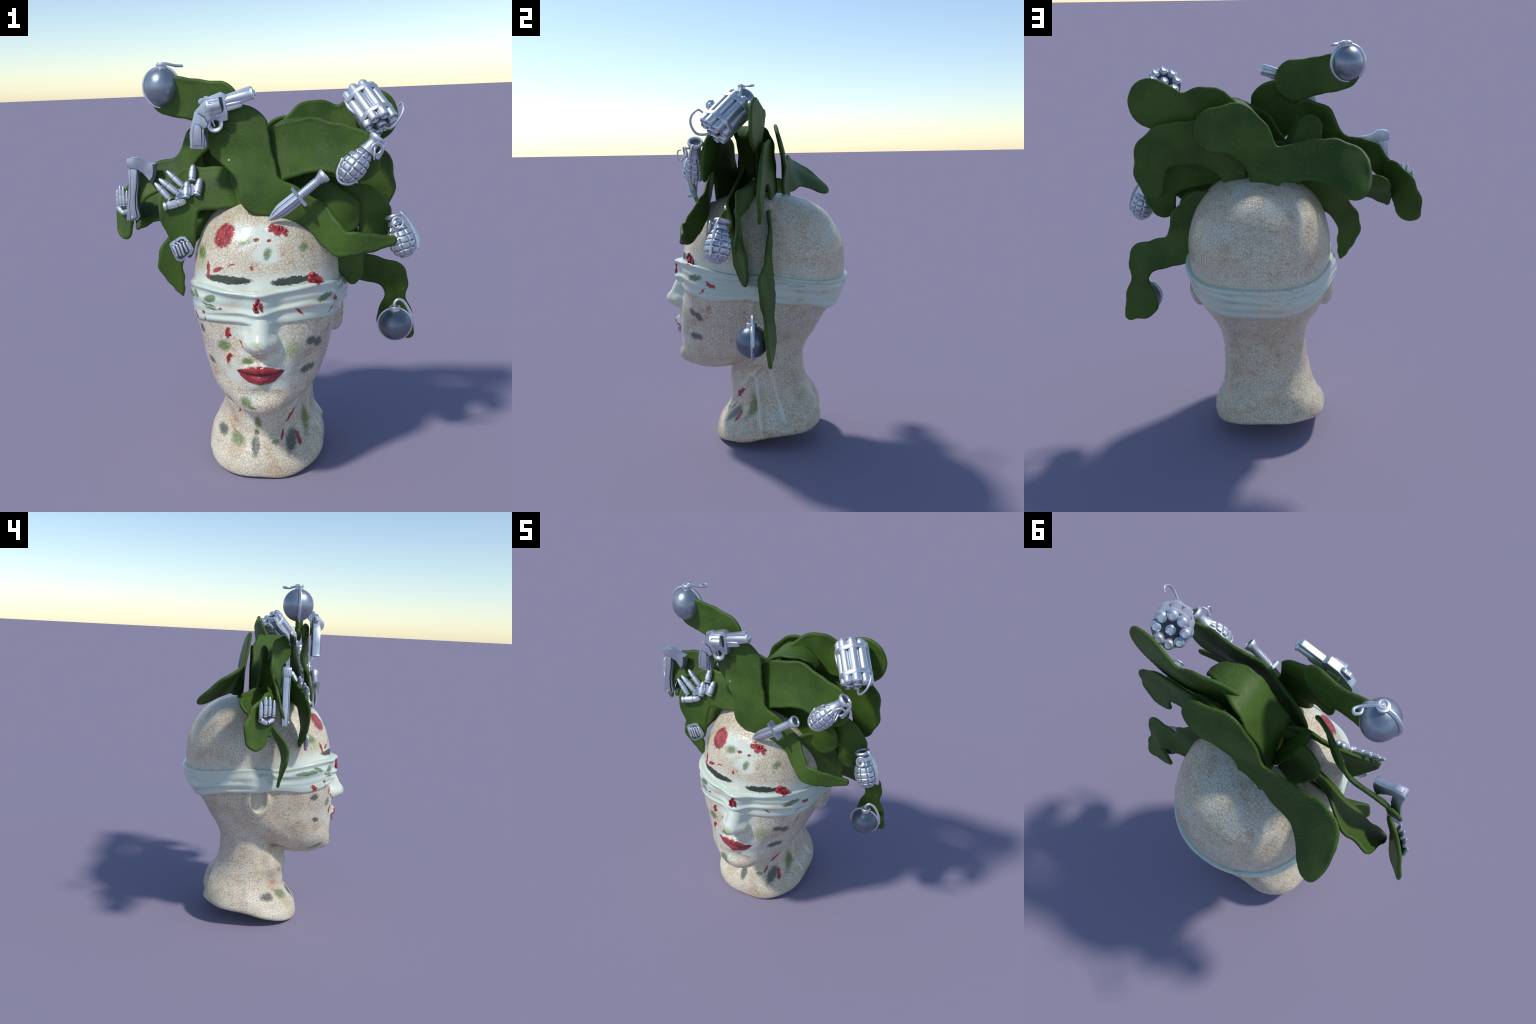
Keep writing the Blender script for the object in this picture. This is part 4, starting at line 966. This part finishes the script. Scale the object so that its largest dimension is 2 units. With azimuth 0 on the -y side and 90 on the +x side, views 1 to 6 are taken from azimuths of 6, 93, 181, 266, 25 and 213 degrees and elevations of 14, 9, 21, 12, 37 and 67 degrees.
    # ---------- ball bombs
    def bomb(c, R, mat, squash=(1, 1, 1)):
        c = Vector(c)
        prof = [(R * math.sin(math.pi * i / 30), -R * math.cos(math.pi * i / 30)) for i in range(31)]
        prof[0] = (0, -R); prof[-1] = (0, R)
        ob = lathe("ball_bomb", prof, mat, root, Matrix.Translation(c) @ Matrix.Diagonal((*squash, 1)), 56)
        return ob, c
    b1, c1 = bomb((-0.410, -0.100, 1.890), 0.081, bright, (0.94, 1.0, 1.04))
    tube("lever_band", [c1 + Vector((0.082 * math.sin(t), 0.0, 0.088 * math.cos(t))) for t in np.linspace(0, 2 * math.pi, 24, endpoint=False)], 0.0062, metal, b1, closed=True, flat=1.5)
    lathe("bomb_neck", [(0, 0.070), (0.022, 0.072), (0.022, 0.094), (0.026, 0.096), (0.026, 0.101), (0.018, 0.103), (0, 0.103)], metal, b1, Matrix.Translation(c1 + Vector((0.006, 0, 0))), 20)
    t0 = c1 + Vector((0.008, -0.002, 0.101))
    tube("pull_pin", [t0, t0 + Vector((0.018, 0.014, 0.0)), t0 + Vector((0.045, 0.030, -0.007)), t0 + Vector((0.066, 0.045, -0.010)), t0 + Vector((0.078, 0.064, -0.010)), t0 + Vector((0.066, 0.078, -0.009)), t0 + Vector((0.050, 0.066, -0.009)), t0 + Vector((0.052, 0.048, -0.010))], 0.0062, metal, b1)
    tube("pin_loop", [t0 + Vector((0.016 * math.cos(t), 0.016 * math.sin(t), 0.001)) for t in np.linspace(0, 2 * math.pi, 10, endpoint=False)], 0.005, metal, b1, closed=True)

    b2, c2 = bomb((0.649, 0.020, 0.715), 0.077, dark)
    tube("lever_band", [c2 + Vector((0.079 * math.sin(t), 0.006, 0.080 * math.cos(t))) for t in np.linspace(0, 2 * math.pi, 24, endpoint=False)], 0.0062, metal, b2, closed=True, flat=1.5)
    lathe("bomb_neck", [(0, 0.066), (0.026, 0.068), (0.026, 0.092), (0.024, 0.094), (0.018, 0.094), (0.016, 0.085), (0, 0.084)], metal, b2, Matrix.Translation(c2), 22)
    tube("handle_loop", [c2 + Vector(v) for v in ((0.0, 0, 0.085), (-0.004, 0.0, 0.105), (0.012, 0.004, 0.125), (0.036, 0.008, 0.118), (0.060, 0.012, 0.085), (0.078, 0.012, 0.045), (0.085, 0.012, 0.0))], 0.0075, metal, b2)

    # ---------- rivet on the front pad
    dep = LEAF_DEPTH["revolver_pad"]
    p = Vector((-0.102, float(dep(np.array(-0.102), np.array(1.564))) - LEAF_T, 1.564))
    lathe("rivet", [(0, -0.004), (0.006, -0.004), (0.005, 0.003), (0, 0.004)], metal, root, place(p, (0, -1, 0)), 12)

# ------------------------------------------------------------------ material definitions
def leaf_material():
    m, nt, b = new_mat("green_leaf"); g = N(nt); co = obj_coords(g)
    big = g.noise(co, 5.0, 2.0)
    warp = g.vmath("ADD", co, g.vmath("SCALE", g.noise(co, 4.0, 1.0, color=True), scale=0.10))
    rings = g.n("ShaderNodeTexWave", wave_type="RINGS", rings_direction="SPHERICAL")
    g.put(rings.inputs["Vector"], g.vmath("SUBTRACT", warp, (-0.02, -0.2, 1.62)))
    rings.inputs["Scale"].default_value = 26; rings.inputs["Distortion"].default_value = 5; rings.inputs["Detail"].default_value = 3
    fine = g.noise(co, 60, 4.0, 0.7)
    stroke = g.math("MULTIPLY", g.ramp(rings.outputs["Fac"], 0.60, 1.0), g.ramp(fine, 0.45, 0.7))
    col = g.mix(g.ramp(big, 0.3, 0.7), (0.030, 0.068, 0.007), (0.057, 0.112, 0.013))
    col = g.mix(g.math("MULTIPLY", stroke, 0.55), col, (0.12, 0.18, 0.04))
    g.put(b.inputs["Base Color"], col)
    g.put(b.inputs["Roughness"], g.ramp(fine, 0.3, 0.7, 0.50, 0.66))
    g.put(b.inputs["Normal"], g.bump(g.math("ADD", fine, g.math("MULTIPLY", rings.outputs["Fac"], 0.15)), 0.12, 0.003))
    b.inputs["Specular IOR Level"].default_value = 0.3
    return m

def metal_material(name, base, rough, wash, hammered=0.0, cavity=0.9):
    m, nt, b = new_mat(name); g = N(nt); co = obj_coords(g)
    st = g.n("ShaderNodeMapping"); g.put(st.inputs["Vector"], co); st.inputs["Scale"].default_value = (1, 1, 0.35)
    n1 = g.noise(st.outputs[0], 42, 5.0, 0.68); n2 = g.noise(co, 150, 3.0)
    dark = tuple(c * 0.16 for c in base)
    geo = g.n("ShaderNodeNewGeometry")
    cav = g.ramp(geo.outputs["Pointiness"], 0.44, 0.497, 1.0, 0.0)  # occlusion shading baked into the colour: hollows are tinted dark
    darken = g.math("MULTIPLY", g.ramp(n1, 0.54, 0.80), wash)
    darken = g.math("MAXIMUM", darken, g.math("MULTIPLY", cav, cavity))
    col = g.mix(darken, base, dark)
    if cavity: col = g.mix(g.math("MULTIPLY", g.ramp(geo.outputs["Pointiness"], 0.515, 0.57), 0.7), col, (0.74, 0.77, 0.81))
    g.put(b.inputs["Base Color"], col)
    b.inputs["Metallic"].default_value = 0.75
    g.put(b.inputs["Roughness"], g.ramp(n1, 0.3, 0.75, rough, rough + 0.14))
    h = g.math("MULTIPLY", n2, 0.35)
    if hammered: h = g.math("ADD", h, g.math("MULTIPLY", g.voronoi(co, 150), hammered))
    g.put(b.inputs["Normal"], g.bump(h, 0.22, 0.002))
    return m

def blot_field(g, xz, marks):
    """smallest normalised distance to a set of rotated ellipses"""
    out = None
    for x0, z0, a, b_, ang in marks:
        mp = g.n("ShaderNodeMapping", vector_type="TEXTURE")
        g.put(mp.inputs["Vector"], xz)
        mp.inputs["Location"].default_value = (x0, z0, 0)
        mp.inputs["Rotation"].default_value = (0, 0, math.radians(ang))
        mp.inputs["Scale"].default_value = (a, b_, 1)
        d = g.vmath("LENGTH", mp.outputs[0])
        out = d if out is None else g.math("MINIMUM", out, d)
    return out

def front_plane(g, co, wobble=0.010):
    sep = g.n("ShaderNodeSeparateXYZ"); g.put(sep.inputs[0], co)
    w = g.vmath("SCALE", g.vmath("SUBTRACT", g.noise(co, 55, 3.0, 0.65, color=True), (0.5, 0.5, 0.5)), scale=wobble * 2)
    ws = g.n("ShaderNodeSeparateXYZ"); g.put(ws.inputs[0], w)
    cb = g.n("ShaderNodeCombineXYZ")
    g.put(cb.inputs[0], g.math("ADD", sep.outputs[0], ws.outputs[0]))
    g.put(cb.inputs[1], g.math("ADD", sep.outputs[2], ws.outputs[1]))
    gate = g.ramp(sep.outputs[1], 0.0, 0.03, 1.0, 0.0)
    return cb.outputs[0], gate, sep

def skin_material():
    m, nt, b = new_mat("crackled_glaze"); g = N(nt); co = obj_coords(g)
    xz, gate, sep = front_plane(g, co, 0.013)
    X, Y, Z = sep.outputs
    patch = g.noise(co, 4.6, 4.0, 0.6)
    patch2 = g.noise(co, 12.0, 4.0, 0.65)
    grain = g.noise(co, 90, 3.0, 0.7)
    wob = g.vmath("ADD", co, g.vmath("SCALE", g.noise(co, 22, 2.0, color=True), scale=0.016))
    def vor(feature, out):
        nd = g.n("ShaderNodeTexVoronoi", feature=feature); g.put(nd.inputs["Vector"], wob)
        nd.inputs["Scale"].default_value = 60; nd.inputs["Randomness"].default_value = 0.86
        return nd.outputs[out]
    edge = vor("DISTANCE_TO_EDGE", "Distance"); cellc = vor("F1", "Color")
    crack = g.ramp(edge, 0.010, 0.095, 1.0, 0.0)
    # pooled white glaze: round nose and mouth, in a strip above the blindfold, in loose patches
    gl = g.ramp(g.math("ADD", blot_field(g, xz, PAINT["glaze"]), g.math("MULTIPLY", g.math("SUBTRACT", patch2, 0.5), 2.2)), 1.35, 0.55)
    gl = g.math("MULTIPLY", gl, gate)
    strip = g.math("SUBTRACT", Z, g.math("SUBTRACT", 0.992, g.math("MULTIPLY", Y, 0.11)))
    st = g.math("MULTIPLY", g.ramp(strip, 0.085, 0.02), g.ramp(strip, -0.03, -0.01))
    st = g.math("MULTIPLY", st, g.ramp(Y, 0.2, -0.25, 0.35, 1.0))
    gl = g.math("MAXIMUM", gl, st)
    yz = g.n("ShaderNodeCombineXYZ"); g.put(yz.inputs[0], Y); g.put(yz.inputs[1], Z)
    ten = g.math("MULTIPLY", g.ramp(blot_field(g, yz.outputs[0], PAINT["tendon"]), 1.3, 0.5), g.ramp(X, 0.08, 0.12))
    gl = g.math("MAXIMUM", gl, g.math("MULTIPLY", ten, 0.85))
    loose = g.math("MULTIPLY", g.ramp(patch, 0.38, 0.28), 0.6)
    glaze_all = g.math("MAXIMUM", gl, loose)
    glaze_c = g.mix(grain, (0.60, 0.68, 0.59), (0.68, 0.73, 0.63))
    beige = g.mix(g.ramp(patch2, 0.35, 0.65), (0.63, 0.56, 0.41), (0.56, 0.46, 0.315))
    col = g.mix(g.ramp(patch, 0.30, 0.55), (0.65, 0.61, 0.49), beige)
    sc = g.n("ShaderNodeSeparateColor"); g.put(sc.inputs[0], cellc)
    col = g.mix(g.math("MULTIPLY", sc.outputs[0], 0.45), col, (0.68, 0.64, 0.53))
    col = g.mix(g.math("MULTIPLY", g.ramp(patch2, 0.56, 0.72), 0.55), col, (0.52, 0.34, 0.19))
    col = g.mix(g.math("MULTIPLY", glaze_all, 0.85), col, glaze_c)
    ck = g.math("MULTIPLY", crack, g.ramp(patch2, 0.25, 0.65, 0.55, 0.95))
    ck = g.math("MULTIPLY", ck, g.math("SUBTRACT", 1.0, g.math("MULTIPLY", gl, 0.9)))
    col = g.mix(g.math("MULTIPLY", ck, 0.80), col, (0.33, 0.25, 0.15))
    grime = g.math("MULTIPLY", g.ramp(g.noise(co, 9, 5.0, 0.7), 0.60, 0.75), g.ramp(grain, 0.45, 0.62))
    col = g.mix(g.math("MULTIPLY", grime, 0.5), col, (0.20, 0.19, 0.12))
    def paint(col, key, c, lo, hi, amount, speck=None, g_=gate):
        k = g.ramp(blot_field(g, xz, PAINT[key]), hi, lo)
        k = g.math("MULTIPLY", g.math("MULTIPLY", k, g_), amount)
        if speck: k = g.math("MULTIPLY", k, g.ramp(grain, *speck))
        return g.mix(k, col, c), k
    redc = g.mix(g.ramp(g.noise(co, 45, 3.0, 0.6), 0.35, 0.65), (0.20, 0.007, 0.010), (0.44, 0.024, 0.028))
    redc = g.mix(g.math("MULTIPLY", g.ramp(g.noise(co, 70, 2.0, 0.6), 0.62, 0.75), 0.6), redc, (0.60, 0.22, 0.18))
    col, _ = paint(col, "pale_green", (0.33, 0.40, 0.17), 0.4, 1.25, 0.70, (0.30, 0.50))
    col, _ = paint(col, "green", (0.13, 0.19, 0.055), 0.45, 1.30, 0.92, (0.28, 0.46))
    col, _ = paint(col, "grey", (0.075, 0.085, 0.072), 0.55, 1.25, 0.92, (0.20, 0.40))
    col, _ = paint(col, "brow", (0.020, 0.032, 0.022), 0.80, 1.06, 0.98, (0.20, 0.34))
    col, _ = paint(col, "faint_red", (0.45, 0.06, 0.06), 0.3, 1.2, 0.75, (0.3, 0.6))
    col, red = paint(col, "red", redc, 0.80, 1.08, 0.96)
    # lips: two arcs meeting at the corners
    fine_xz, _, _ = front_plane(g, co, 0.0035)
    wx = g.n("ShaderNodeSeparateXYZ"); g.put(wx.inputs[0], fine_xz)
    t = g.math("DIVIDE", g.math("SUBTRACT", wx.outputs[0], 0.024), 0.108)
    arch = g.math("SUBTRACT", 1.0, g.math("MULTIPLY", t, t))
    dz = g.math("SUBTRACT", wx.outputs[1], 0.655)
    up = g.math("SUBTRACT", g.math("MULTIPLY", arch, 0.034), dz)
    dn = g.math("ADD", g.math("MULTIPLY", g.math("SUBTRACT", 1.0, g.math("POWER", g.math("ABSOLUTE", t), 2.6)), 0.066), dz)
    lip = g.math("MULTIPLY", g.ramp(g.math("MINIMUM", up, dn), 0.0, 0.005), g.ramp(Y, -0.33, -0.36))
    col = g.mix(g.math("MULTIPLY", lip, 0.97), col, g.mix(grain, (0.25, 0.006, 0.012), (0.35, 0.014, 0.021)))
    part = g.math("ABSOLUTE", g.math("SUBTRACT", dz, g.math("MULTIPLY", arch, -0.014)))
    col = g.mix(g.math("MULTIPLY", g.math("MULTIPLY", g.ramp(part, 0.006, 0.001), lip), 0.8), col, (0.07, 0.004, 0.006))
    g.put(b.inputs["Base Color"], col)
    g.put(b.inputs["Roughness"], g.math("SUBTRACT", 0.36, g.math("MULTIPLY", g.math("MAXIMUM", glaze_all, red), 0.14)))
    b.inputs["Coat Weight"].default_value = 0.25; b.inputs["Coat Roughness"].default_value = 0.12
    hgt = g.math("MULTIPLY", g.ramp(edge, 0.0, 0.10), g.math("SUBTRACT", 1.0, g.math("MULTIPLY", gl, 0.9)))
    hgt = g.math("ADD", hgt, g.math("MULTIPLY", red, g.math("ADD", 0.8, patch2)))
    g.put(b.inputs["Normal"], g.bump(hgt, 0.40, 0.0025))
    return m

def clay_material():
    m, nt, b = new_mat("red_clay"); g = N(nt); co = obj_coords(g)
    n1 = g.noise(co, 60, 3.0, 0.6)
    g.put(b.inputs["Base Color"], g.mix(g.ramp(n1, 0.35, 0.68), (0.22, 0.008, 0.011), (0.46, 0.028, 0.032)))
    b.inputs["Roughness"].default_value = 0.28
    b.inputs["Coat Weight"].default_value = 0.3
    g.put(b.inputs["Normal"], g.bump(n1, 0.2, 0.002))
    return m

def band_material():
    m, nt, b = new_mat("white_glaze_cloth"); g = N(nt); co = obj_coords(g)
    xz, gate, sep = front_plane(g, co, 0.011)
    X, Y, Z = sep.outputs
    n1 = g.noise(co, 7, 4.0, 0.6); grain = g.noise(co, 90, 3.0, 0.7)
    sq = g.n("ShaderNodeMapping"); g.put(sq.inputs["Vector"], co); sq.inputs["Scale"].default_value = (1, 1, 3.5)
    smear = g.noise(sq.outputs[0], 14, 4.0, 0.65)
    col = g.mix(g.ramp(n1, 0.45, 0.72), (0.57, 0.66, 0.57), (0.62, 0.63, 0.51))
    back = g.ramp(Y, -0.25, 0.1, 0.25, 1.0)
    col = g.mix(g.math("MULTIPLY", g.math("MULTIPLY", g.ramp(smear, 0.56, 0.70), back), 0.6), col, (0.34, 0.36, 0.25))
    col = g.mix(g.math("MULTIPLY", g.math("MULTIPLY", g.ramp(g.noise(sq.outputs[0], 40, 3.0, 0.7), 0.62, 0.72), back), 0.7), col, (0.14, 0.13, 0.09))
    def paint(col, key, c, lo, hi, amount, speck=None):
        k = g.math("MULTIPLY", g.math("MULTIPLY", g.ramp(blot_field(g, xz, PAINT[key]), hi, lo), gate), amount)
        if speck: k = g.math("MULTIPLY", k, g.ramp(grain, *speck))
        return g.mix(k, col, c), k
    col, _ = paint(col, "band_cream", (0.64, 0.55, 0.38), 0.3, 1.2, 0.6)
    col, _ = paint(col, "band_green", (0.11, 0.165, 0.06), 0.7, 1.15, 0.92, (0.26, 0.42))
    col, _ = paint(col, "band_dark", (0.020, 0.032, 0.022), 0.80, 1.06, 0.98, (0.20, 0.34))
    col, red = paint(col, "band_red", (0.38, 0.015, 0.020), 0.8, 1.08, 0.96)
    g.put(b.inputs["Base Color"], col)
    b.inputs["Roughness"].default_value = 0.26
    b.inputs["Coat Weight"].default_value = 0.3; b.inputs["Coat Roughness"].default_value = 0.1
    g.put(b.inputs["Normal"], g.bump(g.math("ADD", g.math("MULTIPLY", red, 1.2), g.math("MULTIPLY", smear, 0.4)), 0.35, 0.003))
    return m

build()
